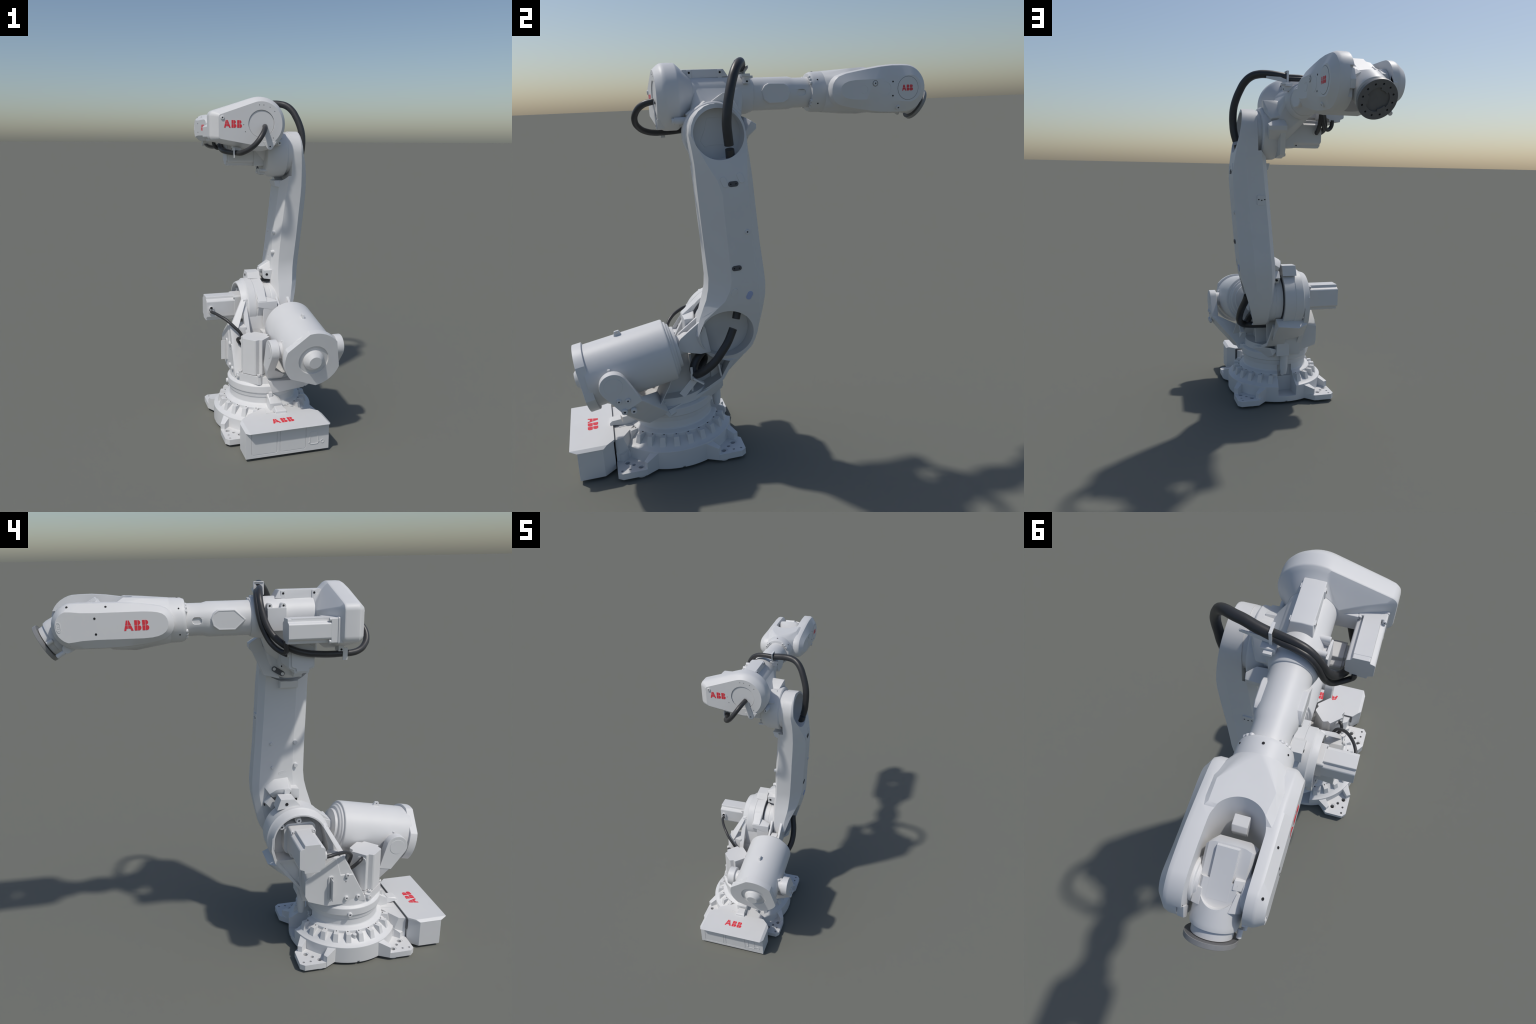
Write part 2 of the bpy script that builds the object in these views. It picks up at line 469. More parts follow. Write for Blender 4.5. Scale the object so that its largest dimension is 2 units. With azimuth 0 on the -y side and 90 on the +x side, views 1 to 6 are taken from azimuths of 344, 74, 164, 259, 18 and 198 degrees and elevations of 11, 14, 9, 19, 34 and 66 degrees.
make_bolts("cover_bolt", [((-0.2325, y, z), (-1, 0, 0), 1.0) for y, z in ((-0.426, 0.487), (-0.424, 0.352), (-0.490, 0.352))] + [((-0.214, -0.556, 0.328), (-1, -0.35, 0), 1.15)], plate_ob)
make_holes([((-0.2330, -0.420, 0.465), (-1, 0, 0), 0.7), ((-0.2330, -0.420, 0.447), (-1, 0, 0), 0.7)], plate_ob)
tabp = cyl('z', -0.213, -0.553, 0.016, 0.325, 0.348, 20)
part("cover_boss", tabp, PAINT, plate_ob, 0.002)

# ---- servo motor body: square prism with grooved corners
def motor_section(cu, cv, w, h, notch, rot=0.0):
    """octagon-like section with stepped corners"""
    n = notch
    pts = []
    for sx, sy in ((1, 1), (-1, 1), (-1, -1), (1, -1)):
        c = [(sx * w, sy * (h - n * 1.15)), (sx * (w - n * 0.18), sy * (h - n * 0.90)), (sx * (w - n * 0.50), sy * (h - n * 0.78)), (sx * (w - n * 0.92), sy * (h - n * 0.62)), (sx * (w - n * 1.0), sy * (h - n * 0.10)), (sx * (w - n * 1.12), sy * h)]
        if sx * sy < 0:
            c = c[::-1]
        pts += c
    return [(cu + u * cos(rot) - v * sin(rot), cv + u * sin(rot) + v * cos(rot)) for u, v in pts]

# shoulder motor
m2 = prism(motor_section(-0.202, 0.664, 0.066, 0.077, 0.026), 'x', -0.345, -0.160)
m2b = prism(rounded(-0.270, -0.135, 0.586, 0.742, 0.012), 'x', -0.165, -0.095)
mot2 = part("shoulder_motor", merge(m2, m2b), PAINT, swivel, 0.002)
mount = merge(prism(rounded(-0.288, -0.118, 0.578, 0.752, 0.03), 'x', -0.102, -0.03), cyl('x', -0.195, 0.768, 0.017, -0.101, -0.03, 24), cyl('x', -0.104, 0.740, 0.017, -0.101, -0.03, 24))
part("motor_mount", mount, PAINT, mot2, 0.002)
make_bolts("motor_bolt", [((-0.100, -0.195, 0.768), (-1, 0, 0), 1.25), ((-0.100, -0.104, 0.740), (-1, 0, 0), 1.25),
                          ((-0.163, -0.145, 0.731), (-1, 0, 0), 0.8), ((-0.163, -0.260, 0.731), (-1, 0, 0), 0.8)], mot2)
part("cable_socket", merge(prism(stadium(-0.318, 0.662, 0.05, 0.034, pi / 2), 'y', -0.279, -0.268)), PAINT, mot2, 0.0015)
make_holes([((-0.318, -0.2792, 0.676), (0, -1, 0), 2.0), ((-0.308, -0.2792, 0.665), (0, -1, 0), 0.8), ((-0.330, -0.2792, 0.665), (0, -1, 0), 0.8)], mot2)

# slewing motor, stands upright on the turntable
c1 = (-0.116, -0.568)
m1 = prism(motor_section(c1[0], c1[1], 0.074, 0.074, 0.030, radians(43)), 'z', 0.355, 0.568)
foot1 = hull([(u, v, 0.352) for u, v in motor_section(c1[0], c1[1], 0.074, 0.074, 0.012, radians(43))] + [(u, v, 0.300) for u, v in motor_section(c1[0] + 0.004, c1[1] + 0.004, 0.078, 0.078, 0.012, radians(43))])
mot1 = part("slewing_motor", merge(m1, foot1), PAINT, swivel, 0.002)
make_bolts("motor_bolt", [((c1[0] + 0.091 * cos(a), c1[1] + 0.091 * sin(a), 0.354), (0, 0, 1), 0.85) for a in (radians(-92), radians(178), radians(88))], mot1)
part("cable_socket", xform(prism(stadium(0, 0, 0.052, 0.032, 0), 'z', 0, 0.006), Matrix.Translation((-0.178, -0.524, 0.535)) @ frame_to((-0.72, 0.69, 0))), PAINT, mot1, 0.001)

# ---- balancing cylinder
BX = 0.124
bd = Vector((0, cos(radians(11.0)), sin(radians(11.0))))
bo = Vector((BX, -0.9195, 0.511))
bu = Vector((0, -bd.z, bd.y))
BM = Matrix(((1, 0, 0, bo.x), (0, bu.y, bd.y, bo.y), (0, bu.z, bd.z, bo.z), (0, 0, 0, 1)))     # local (x, up, along)
BM = Matrix(((-1, 0, 0, bo.x), (0, bu.y, bd.y, bo.y), (0, bu.z, bd.z, bo.z), (0, 0, 0, 1)))   # right handed: local x points to -x
can = lathe([(0.149, 0.045), (0.1530, 0.050), (0.1530, 0.444), (0.1495, 0.451), (0.137, 0.453), (0.135, 0.462), (0.126, 0.465), (0.120, 0.474), (0.104, 0.476), (0.102, 0.492), (0.05, 0.493), (0.05, 0.53)], 'z', 0, 0, 80)
cyl_ob = part("balancing_cylinder", xform(can, BM), PAINT, swivel, 0.002)
# end cap: round plate trimmed by flats, with raised hub
cap = cyl('z', 0, 0, 0.1670, 0.018, 0.062, 72)
def halfcut(angle_deg, dist):
    return xform(box(dist, 0.4, -0.5, 0.5, -0.2, 0.2), Matrix.Rotation(radians(angle_deg), 4, 'Z'))
cap = cut(cap, halfcut(170, 0.146), halfcut(50, 0.148), halfcut(290, 0.146),
          boolean(lathe([(0.087, -0.05), (0.087, 0.0265)], 'z', 0, 0, 48), lathe([(0.050, -0.1), (0.050, 0.1)], 'z', 0, 0, 48)))
hub = lathe([(0.033, -0.012), (0.035, -0.013), (0.059, 0.012), (0.061, 0.03)], 'z', 0, 0, 48)
part("end_cap", xform(merge(cap, hub), BM), PAINT, cyl_ob, 0.002)
# lifting lug
lugp = prism([(-0.020, 0.150), (0.020, 0.150), (0.011, 0.176), (-0.011, 0.176)], 'x', -0.006, 0.006)
lugp = cut(lugp, cyl('x', 0, 0.166, 0.004, -0.1, 0.1, 14))
lugp = xform(lugp, BM @ Matrix.Translation((0, 0, 0.235)) @ Matrix(((1, 0, 0, 0), (0, 0, 1, 0), (0, 1, 0, 0), (0, 0, 0, 1))))
part("lifting_lug", lugp, PAINT, cyl_ob, 0.001)
# trunnion journals
TY, TZ = -0.764, 0.541
trun = merge(cyl('x', TY, TZ, 0.046, BX - 0.175, BX - 0.10, 36), cyl('x', TY, TZ, 0.046, BX + 0.10, BX + 0.185, 36))
part("trunnion_journal", trun, PAINT, cyl_ob, 0.003)
nip = merge(cyl('z', BX - 0.142, -0.773, 0.007, 0.57, 0.600, 12), cyl('z', BX + 0.148, -0.776, 0.007, 0.57, 0.600, 12))
part("grease_nipple", nip, PAINT, cyl_ob, 0.001)
# yoke arms
def yoke_eye(x0, x1, low):
    eye = circle(TY, TZ, 0.062, 36)
    return hull([(x, u, v) for x in (x0, x1) for u, v in eye + low])
web_r = hull([(x, u, v) for x in (0.2985, 0.3415) for u, v in ((-0.738, 0.408), (-0.642, 0.454))] +
             [(0.30, -0.683, 0.372), (0.222, -0.563, 0.368), (0.205, -0.518, 0.302), (0.200, -0.612, 0.257), (0.205, -0.680, 0.318), (0.165, -0.670, 0.262), (0.130, -0.50, 0.258), (0.13, -0.555, 0.385), (0.12, -0.65, 0.31), (0.27, -0.60, 0.425)])
part("yoke_arm", merge(yoke_eye(0.298, 0.342, [(-0.735, 0.405), (-0.640, 0.452)]), web_r), PAINT, swivel, 0.004)
web_l = hull([(x, u, v) for x in (-0.0925, -0.0485) for u, v in ((-0.730, 0.412), (-0.668, 0.425))] +
             [(-0.07, -0.675, 0.34), (0.02, -0.66, 0.325), (0.03, -0.60, 0.325), (-0.07, -0.60, 0.335), (-0.03, -0.69, 0.385), (0.03, -0.685, 0.36), (-0.06, -0.62, 0.42)])
part("yoke_arm", merge(yoke_eye(-0.094, -0.047, [(-0.735, 0.405), (-0.665, 0.42)]), web_l), PAINT, swivel, 0.004)
part("journal_cap", merge(cyl('x', TY, TZ, 0.042, 0.34, 0.3435, 36), cyl('x', TY, TZ, 0.042, -0.0955, -0.09, 36)), PAINT, swivel, 0.001)
make_bolts("yoke_bolt", [((0.336, -0.725, 0.415), (1, 0, -0.12), 1.25), ((0.336, -0.684, 0.412), (1, 0, -0.12), 1.25), ((0.338, -0.746, 0.468), (1, 0, 0), 1.0), ((0.338, -0.706, 0.466), (1, 0, 0), 1.0)], swivel)
# deck under the cylinder
deck = hull([(-0.067, -0.686, 0.326), (-0.052, -0.688, 0.300), (0.18, -0.674, 0.310), (-0.040, -0.684, 0.247), (0.16, -0.664, 0.258), (-0.067, -0.50, 0.326), (0.14, -0.50, 0.326), (-0.045, -0.50, 0.247), (0.12, -0.50, 0.252)])
part("turntable_deck", deck, PAINT, swivel, 0.003)

# ---- hose tray on the +x flank: walled pocket
tray_o = [(-0.565, 0.335), (-0.512, 0.262), (-0.445, 0.255), (-0.205, 0.365), (-0.115, 0.50), (-0.20, 0.545), (-0.44, 0.545), (-0.50, 0.44)]
shallow = [(-0.552, 0.348), (-0.504, 0.277), (-0.449, 0.271), (-0.383, 0.302), (-0.383, 0.60), (-0.42, 0.60), (-0.49, 0.45)]
deep = [(-0.372, 0.306), (-0.216, 0.379), (-0.136, 0.505), (-0.20, 0.60), (-0.372, 0.60)]
mouth = [0.222, 0.190, 0.110, 0.078, 0.066, 0.060, 0.130, 0.205]      # the mouth runs in towards +y
tray = loft([[(-0.03, u, v) for u, v in tray_o], [(x, u, v) for x, (u, v) in zip(mouth, tray_o)]])
bmesh.ops.triangulate(tray, faces=tray.faces)
tray = cut(tray, prism(shallow, 'x', 0.082, 0.5), prism(deep, 'x', -0.002, 0.5))
tray_ob = part("hose_tray", tray, PAINT, swivel, 0.002)
part("tray_rib", hull([(-0.01, -0.245, 0.53), (-0.01, -0.22, 0.375), (0.074, -0.22, 0.375), (0.078, -0.245, 0.53), (-0.01, -0.236, 0.53), (-0.01, -0.211, 0.375), (0.074, -0.211, 0.375), (0.078, -0.236, 0.53)]), PAINT, tray_ob, 0.001)
under = hull([(0.187, -0.512, 0.265), (0.105, -0.445, 0.2575), (0.06, -0.21, 0.35), (0.04, -0.21, 0.30), (0.10, -0.50, 0.224), (0.07, -0.37, 0.224), (0.0, -0.30, 0.25), (0.03, -0.52, 0.25), (0.0, -0.22, 0.33), (0.19, -0.545, 0.29)])
part("tray_underside", under, PAINT, tray_ob, 0.002)
# slewing stop pin in its guide
gd = box(-0.064, 0.016, -0.262, -0.20, 0.295, 0.42)
part("stop_guide", gd, PAINT, swivel, 0.003)
pin = lathe([(0.016, 0.172), (0.018, 0.178), (0.0235, 0.215), (0.0235, 0.30)], 'z', -0.039, -0.231, 28)
part("stop_pin", pin, PAINT, swivel)
make_bolts("stop_bolt", [((-0.043, -0.285, 0.158), (0, 1, 0.1), 1.2)], base_ob)

# =====================================================================
#  LOWER ARM
# =====================================================================
def arm_sections():
    """(z, front/+x edge, +x crease, back/+x edge, back ridge, back/-x edge, -x back crease, -x front crease, front/-x edge)"""
    S = []
    y0, z0, R = A2[0], A2[1], 0.158
    for t in (-86, -70, -52, -34, -17):
        c, s = cos(radians(t)), sin(radians(t))
        z = z0 + R * s
        yf, yb = y0 - (R - 0.008) * c, y0 + (R - 0.01) * c
        xo = 0.228 + (z - 0.665) * 0.31
        w = yb - yf
        S.append((z, (xo - 0.052, yf), (xo - 0.03, yf + 0.05 * w), (xo, yb - 0.01 * w), (xo - 0.050, yb + 0.004), (0.107, yb + 0.004), (0.084, yb - 0.12 * w), (0.084, yf + 0.12 * w), (0.108, yf)))
    S += [
        (0.665, (0.176, -0.350), (0.196, -0.340), (0.228, -0.050), (0.176, -0.032), (0.105, -0.030), (0.083, -0.065), (0.083, -0.300), (0.110, -0.342)),
        (0.754, (0.190, -0.327), (0.224, -0.308), (0.256, -0.041), (0.193, -0.013), (0.104, -0.010), (0.083, -0.046), (0.081, -0.262), (0.110, -0.328)),
        (0.818, (0.204, -0.306), (0.254, -0.245), (0.272, -0.045), (0.202, -0.001), (0.108, 0.000), (0.083, -0.032), (0.082, -0.238), (0.111, -0.308)),
        (0.850, (0.209, -0.293), (0.266, -0.212), (0.280, -0.046), (0.207, 0.003), (0.112, 0.005), (0.084, -0.028), (0.083, -0.228), (0.112, -0.298)),
        (0.905, (0.214, -0.281), (0.279, -0.188), (0.287, -0.049), (0.213, 0.004), (0.116, 0.006), (0.087, -0.028), (0.087, -0.215), (0.116, -0.285)),
        (0.960, (0.220, -0.277), (0.288, -0.179), (0.290, -0.054), (0.217, -0.001), (0.121, 0.001), (0.092, -0.033), (0.090, -0.212), (0.120, -0.281)),
        (1.110, (0.233, -0.289), (0.301, -0.189), (0.301, -0.068), (0.232, -0.020), (0.132, -0.015), (0.105, -0.047), (0.099, -0.219), (0.131, -0.288)),
        (1.254, (0.243, -0.299), (0.313, -0.199), (0.314, -0.079), (0.243, -0.033), (0.145, -0.029), (0.117, -0.062), (0.113, -0.230), (0.143, -0.298)),
        (1.370, (0.252, -0.306), (0.321, -0.206), (0.321, -0.085), (0.251, -0.043), (0.155, -0.040), (0.126, -0.072), (0.124, -0.239), (0.156, -0.307)),
        (1.430, (0.255, -0.309), (0.317, -0.224), (0.320, -0.087), (0.255, -0.048), (0.160, -0.046), (0.131, -0.077), (0.129, -0.244), (0.165, -0.312)),
        (1.500, (0.255, -0.312), (0.302, -0.262), (0.310, -0.082), (0.259, -0.056), (0.166, -0.052), (0.137, -0.083), (0.136, -0.250), (0.170, -0.318)),
        (1.560, (0.253, -0.318), (0.287, -0.290), (0.299, -0.076), (0.262, -0.064), (0.172, -0.058), (0.142, -0.090), (0.142, -0.262), (0.174, -0.326)),
    ]
    y0, z0, R = A3[0], A3[1], 0.132
    for t in (0, 18, 34, 50, 66, 80, 88):
        c, s = cos(radians(t)), sin(radians(t))
        z = z0 + R * s
        yf, yb = y0 - (R - 0.008) * c, y0 + R * c
        xo = 0.286 - (z - 1.63) * 0.19
        w = yb - yf
        S.append((z, (0.246, yf), (0.262 - 0.01 * s, yf + 0.03 * w), (xo, yb - 0.012 * w), (0.240, yb), (0.172, yb), (0.150, yb - 0.12 * w), (0.150, yf + 0.12 * w), (0.172, yf)))
    return S
arm = loft([[(p[0], p[1], s[0]) for p in s[1:]] for s in arm_sections()])
bmesh.ops.triangulate(arm, faces=[f for f in arm.faces if len(f.verts) > 4])
arm = cut(arm,
          cyl('x', A3[0], A3[1], 0.178, -0.2, 0.187, 72),
          cyl('x', -0.1965, 1.630, 0.1125, 0.205, 0.6, 56),
          cyl('x', -0.201, 0.664, 0.131, 0.118, 0.6, 56))
lower_arm = part("lower_arm", arm, PAINT, None, 0.007, 3, 20)
# elbow flange ring and shoulder flange discs
part("elbow_flange", lathe([(0.12, 0.160), (0.126, 0.160), (0.126, 0.19), (0.11, 0.19)], 'x', A3[0], A3[1], 72), PAINT, lower_arm, 0.002)
elbow_floor = lathe([(0.1, 0.19), (0.1, 0.2165)], 'x', A3[0], A3[1], 32)
part("shoulder_flange", lathe([(0.130, 0.02), (0.138, 0.022), (0.138, 0.060), (0.136, 0.061), (0.136, 0.064), (0.138, 0.065), (0.138, 0.085), (0.128, 0.12)], 'x', A2[0], A2[1], 80), PAINT, lower_arm, 0.002)
part("shoulder_seal", lathe([(0.150, 0.0), (0.150, 0.0185)], 'x', A2[0], A2[1], 80), PLUG, lower_arm)
elbow_floor.free()
# relief shapes on the floor of the elbow opening
rel = prism([(-0.27, 1.60), (-0.245, 1.655), (-0.235, 1.70), (-0.16, 1.70), (-0.16, 1.58), (-0.23, 1.578), (-0.25, 1.57)], 'x', 0.202, 0.2065)
part("recess_relief", rel, PAINT, lower_arm, 0.0015)
# oval pads, plugs, bolts on the outer face
def face_x(y, z):
    """outer face position by height"""
    return 0.3205 + (z - 1.411) * 0.0715 if z < 1.39 else 0.3225
def slot(y, z, length, width, ang, depth0, depth1):
    return prism(stadium(y, z, length, width, ang), 'x', depth0, depth1)
def outward(bm, y, z):
    return bm
def outer_face(y, z):
    """interpolate the flat outer face (B..C edge) of the loft"""
    S = arm_sections()
    for a, b in zip(S[:-1], S[1:]):
        if a[0] <= z <= b[0]:
            t = (z - a[0]) / (b[0] - a[0])
            B = [a[2][i] * (1 - t) + b[2][i] * t for i in (0, 1)]
            C = [a[3][i] * (1 - t) + b[3][i] * t for i in (0, 1)]
            k = (y - B[1]) / (C[1] - B[1])
            return B[0] + (C[0] - B[0]) * k
    return 0.3
def on_face(pts2d, y, z, h0, h1):
    """prism seated on the outer face, tilted with it; pts2d are (dy, dz)"""
    e = 0.012
    n = Vector((1, -(outer_face(y + e, z) - outer_face(y - e, z)) / (2 * e), -(outer_face(y, z + e) - outer_face(y, z - e)) / (2 * e))).normalized()
    o = Vector((outer_face(y, z), y, z))
    U = (Vector((0, 1, 0)) - n * n.y).normalized()
    V = n.cross(U)
    M = Matrix(((U.x, V.x, n.x, o.x), (U.y, V.y, n.y, o.y), (U.z, V.z, n.z, o.z), (0, 0, 0, 1)))
    return xform(prism(pts2d, 'z', h0, h1), M)
for y, z, L, W, a, mat, nm in ((-0.195, 1.421, 0.050, 0.025, 1.95, PAINT, "oval_pad"), (-0.119, 1.436, 0.048, 0.025, 1.95, PAINT, "oval_pad"),
                            (-0.167, 0.893, 0.044, 0.025, 1.12, PAINT, "oval_pad"), (-0.095, 0.871, 0.044, 0.025, 1.12, BLUE, "oval_pad")):
    part(nm, on_face(stadium(0, 0, L, W, a), y, z, -0.004, 0.0026), mat, lower_arm, 0.0009)
for y, z in ((-0.154, 1.411), (-0.153, 1.015)):
    pg = part("access_plug", on_face(stadium(0, 0, 0.047, 0.025, 0.05), y, z, -0.004, 0.0026), PLUG, lower_arm, 0.0008)
    x = outer_face(y, z) + 0.0027
    make_holes([((x, y - 0.012, z), (1, 0, 0), 0.8), ((x, y + 0.012, z), (1, 0, 0), 0.8)], pg)
make_bolts("arm_bolt", [((outer_face(-0.098, 1.186) - 0.006, -0.098, 1.186), (1, 0, 0), 0.95)], lower_arm)
# round buttons on the front corner and flank
def button(h, r):
    return lathe([(r, 0), (r, h * 0.75), (r * 0.8, h), (0.001, h)], 'z', 0, 0, 18)
bt = part("rubber_stop", button(0.028, 0.0125), PAINT, lower_arm)
copies(bt, [((0.120, -0.230, 1.131), (-1, 0, 0), 1.0), ((0.110, -0.230, 1.005), (-1, 0, 0), 1.0)], lower_arm)
bs = part("flank_stud", button(0.012, 0.0085), PAINT, lower_arm)
copies(bs, [((0.109, -0.100, 1.129), (-1, 0, 0), 1.0), ((0.098, -0.102, 1.000), (-1, 0, 0), 1.0)], lower_arm)
badge = boolean(prism(stadium(0, 0, 0.05, 0.022, 0.1, 3), 'z', -0.003, 0.0012), prism(stadium(0, 0, 0.043, 0.015, 0.1, 3), 'z', 0.0004, 0.02))
marks = merge(badge, *[prism([(u, -0.004), (u + 0.004, -0.004), (u + 0.004, 0.004), (u, 0.004)], 'z', -0.002, 0.001) for u in (-0.014, -0.002, 0.009)])
Mb = Matrix.Translation((0.0915, -0.160, 0.967)) @ Vector((-1, -0.01, 0.04)).to_track_quat('Z', 'Y').to_matrix().to_4x4()
part("cast_badge", xform(marks, Mb), PAINT, lower_arm)
# plate on the back face
bp = prism(rounded(0.146, 0.196, 1.232, 1.286, 0.006), 'y', -0.040, -0.0265)
bpo = part("back_plate", xform(bp, Matrix.Rotation(0, 4, 'Z')), PAINT, lower_arm, 0.0015)
make_holes([((0.153, -0.0265, 1.263), (0, 1, 0), 0.9), ((0.170, -0.0265, 1.259), (0, 1, 0), 0.9), ((0.187, -0.0265, 1.263), (0, 1, 0), 0.9)], bpo)
# travel stop blocks cast on the flank near the shoulder
stopA = hull([(0.036, -0.236, 0.888), (0.036, -0.236, 0.835), (0.095, -0.236, 0.888), (0.095, -0.236, 0.825), (0.036, -0.190, 0.895), (0.095, -0.190, 0.895), (0.040, -0.190, 0.832), (0.095, -0.190, 0.832)])
stopB = hull([(0.020, -0.175, 0.900), (0.100, -0.185, 0.945), (0.100, -0.205, 0.897), (0.020, -0.19, 0.888), (0.022, -0.175, 0.86), (0.10, -0.175, 0.86),
              (0.045, -0.075, 0.868), (0.100, -0.050, 0.900), (0.100, -0.110, 0.940), (0.030, -0.110, 0.895), (0.055, -0.095, 0.842), (0.10, -0.08, 0.84)])
stopC = hull([(0.045, -0.056, 0.812), (0.100, -0.045, 0.812), (0.045, -0.088, 0.775), (0.100, -0.088, 0.775), (0.045, -0.122, 0.803), (0.100, -0.122, 0.803), (0.045, -0.085, 0.848), (0.100, -0.078, 0.855)])
stopD = box(0.015, 0.09, -0.178, -0.150, 0.84, 0.895)
stop_ob = part("travel_stop", merge(stopA, stopB, stopC, stopD), PAINT, lower_arm, 0.002)
make_holes([((0.056, -0.2363, 0.861), (0, -1, 0), 2.0), ((0.068, -0.0480, 0.800), (0, 1, -0.3), 1.6)], stop_ob)
part("stop_buffer", hull([(0.030, -0.225, 0.836), (0.092, -0.225, 0.836), (0.030, -0.20, 0.836), (0.092, -0.20, 0.836), (0.035, -0.22, 0.815), (0.090, -0.22, 0.815), (0.035, -0.2, 0.815), (0.09, -0.2, 0.815)]), HOLE, lower_arm)
# lower elbow stop cast under the elbow
es = hull([(0.095, -0.245, 1.462), (0.160, -0.245, 1.462), (0.105, -0.245, 1.425), (0.175, -0.26, 1.41), (0.095, -0.150, 1.462), (0.160, -0.150, 1.462), (0.105, -0.150, 1.425), (0.175, -0.14, 1.41)])
es = cut(es, cyl('x', A3[0], A3[1], 0.170, 0, 0.3, 64))
part("elbow_stop", es, PAINT, lower_arm, 0.002)
# clevis for the balancing cylinder
def clevis(x0, x1):
    return hull([(x, u, v) for x in (x0, x1) for u, v in circle(-0.392, 0.628, 0.046, 24)] + [(x, u, v) for x in (x0, x1) for u, v in ((-0.325, 0.735), (-0.30, 0.70), (-0.28, 0.57), (-0.33, 0.565))])
part("clevis", merge(clevis(0.086, 0.100), clevis(0.158, 0.174)), PAINT, lower_arm, 0.002)
part("rod_eye", merge(cyl('x', -0.392, 0.628, 0.040, 0.106, 0.152, 36), cyl('x', -0.392, 0.628, 0.022, 0.09, 0.17, 24)), PAINT, lower_arm, 0.002)

# =====================================================================
#  UPPER ARM (elbow casting, gear cover, motors, tube)
# =====================================================================
ya, za = A3
tubeh = lathe([(0.080, -0.30), (0.094, -0.30), (0.0945, -0.06), (0.0935, 0.010), (0.084, 0.036), (0.07, 0.036)], 'y', AX, FZ, 96)
upper = part("upper_arm", tubeh, PAINT, None, 0.002)
# elbow casting: drum around the elbow axis blended into the tube
yd, zd = -0.190, 1.626
ed = lathe([(0.110, 0.028), (0.126, 0.036), (0.143, 0.074), (0.1465, 0.155), (0.14, 0.163)], 'x', yd, zd, 80)
eh = hull(ring3('x', yd, zd, 0.115, 0.110, 40) + ring3('x', yd, zd, 0.085, 0.045, 40) + ring3('y', AX, FZ, 0.0915, -0.245, 40) + ring3('y', AX, FZ, 0.0915, -0.02, 40))
eb = hull(ring3('x', yd, zd, 0.136, 0.120, 40) + ring3('x', yd, zd, 0.113, 0.042, 40))
casting = part("elbow_casting", merge(ed, eh, eb), PAINT, upper, 0.004)
# wedge rib towards the lower arm and travel stops
wedge = hull([(0.0, -0.150, 1.790), (0.150, -0.142, 1.808), (0.072, -0.112, 1.808), (0.150, -0.118, 1.806), (0.147, -0.096, 1.745), (0.120, -0.048, 1.705), (0.04, -0.04, 1.71), (0.0, -0.03, 1.75), (0.13, -0.205, 1.765), (0.0, -0.20, 1.75), (0.12, -0.12, 1.66), (0.0, -0.1, 1.66)])
stp = hull([(0.045, -0.035, 1.700), (0.110, -0.035, 1.695), (0.045, 0.005, 1.678), (0.148, -0.010, 1.676), (0.045, 0.021, 1.665), (0.145, 0.012, 1.662), (0.045, 0.021, 1.640), (0.145, 0.012, 1.640), (0.060, -0.015, 1.612), (0.130, -0.015, 1.612), (0.05, -0.07, 1.58), (0.13, -0.07, 1.58)])
leg = hull([(0.050, 0.012, 1.645), (0.080, 0.012, 1.645), (0.035, -0.05, 1.51), (0.065, -0.05, 1.51), (0.05, -0.08, 1.65), (0.09, -0.08, 1.65), (0.03, -0.13, 1.49), (0.07, -0.13, 1.49)])
top = hull([(0.050, -0.31, 1.72), (0.128, -0.31, 1.72), (0.050, -0.22, 1.78), (0.128, -0.22, 1.775), (0.05, -0.28, 1.66), (0.128, -0.28, 1.66), (0.05, -0.18, 1.74), (0.128, -0.18, 1.74)])
part("elbow_stop_block", merge(wedge, stp, leg, top), PAINT, casting, 0.003)
# bolt boss beside the cover
boss = merge(cyl('y', 0.089, 1.691, 0.0165, -0.362, -0.20, 24))
part("bolt_boss", boss, PAINT, casting, 0.002)
make_bolts("boss_bolt", [((0.089, -0.361, 1.691), (0, -1, 0), 1.1)], casting)
# link plate at the bottom of the drum, with two pale bolts, and breather
lk = xform(prism(stadium(0, 0, 0.072, 0.026, 0), 'z', 0, 0.006), Matrix.Translation((0.030, -0.121, 1.528)) @ Matrix(((0, 0, -1, 0), (-0.85, -0.53, 0, 0), (-0.53, 0.85, 0, 0), (0, 0, 0, 1))))
lko = part("link_plate", lk, PLUG, casting, 0.001)
pb = part("pale_bolt", lathe([(0.008, 0), (0.008, 0.003), (0.006, 0.004)], 'z', 0, 0, 16), PAINT, lko)
copies(pb, [((0.0245, -0.100, 1.541), (-1, 0, 0), 1), ((0.0245, -0.142, 1.515), (-1, 0, 0), 1)], lko)
br = merge(cyl('x', -0.20, 1.513, 0.010, -0.01, 0.06, 14), box(0.0, 0.05, -0.235, -0.19, 1.50, 1.535), cyl('x', -0.262, 1.525, 0.008, 0.0, 0.05, 12))
part("breather", br, PAINT, casting, 0.002)

# elbow motor
m3 = prism(motor_section(-0.180, 1.632, 0.061, 0.078, 0.026), 'x', -0.195, -0.03)
m3f = prism(rounded(-0.245, -0.115, 1.550, 1.71, 0.012), 'x', -0.035, 0.04)
mot3 = part("elbow_motor", merge(m3, m3f), PAINT, upper, 0.002)
ecap = prism(motor_section(-0.182, 1.632, 0.052, 0.069, 0.024), 'x', -0.204, -0.19)
part("motor_end_cap", ecap, PAINT, mot3, 0.002)
part("cable_socket", prism(stadium(-0.172, 1.645, 0.055, 0.036, 0.0), 'y', -0.120, -0.113), PAINT, mot3, 0.0015)
make_holes([((-0.050, -0.1180, 1.566), (0, 1, 0), 0.9)], mot3)

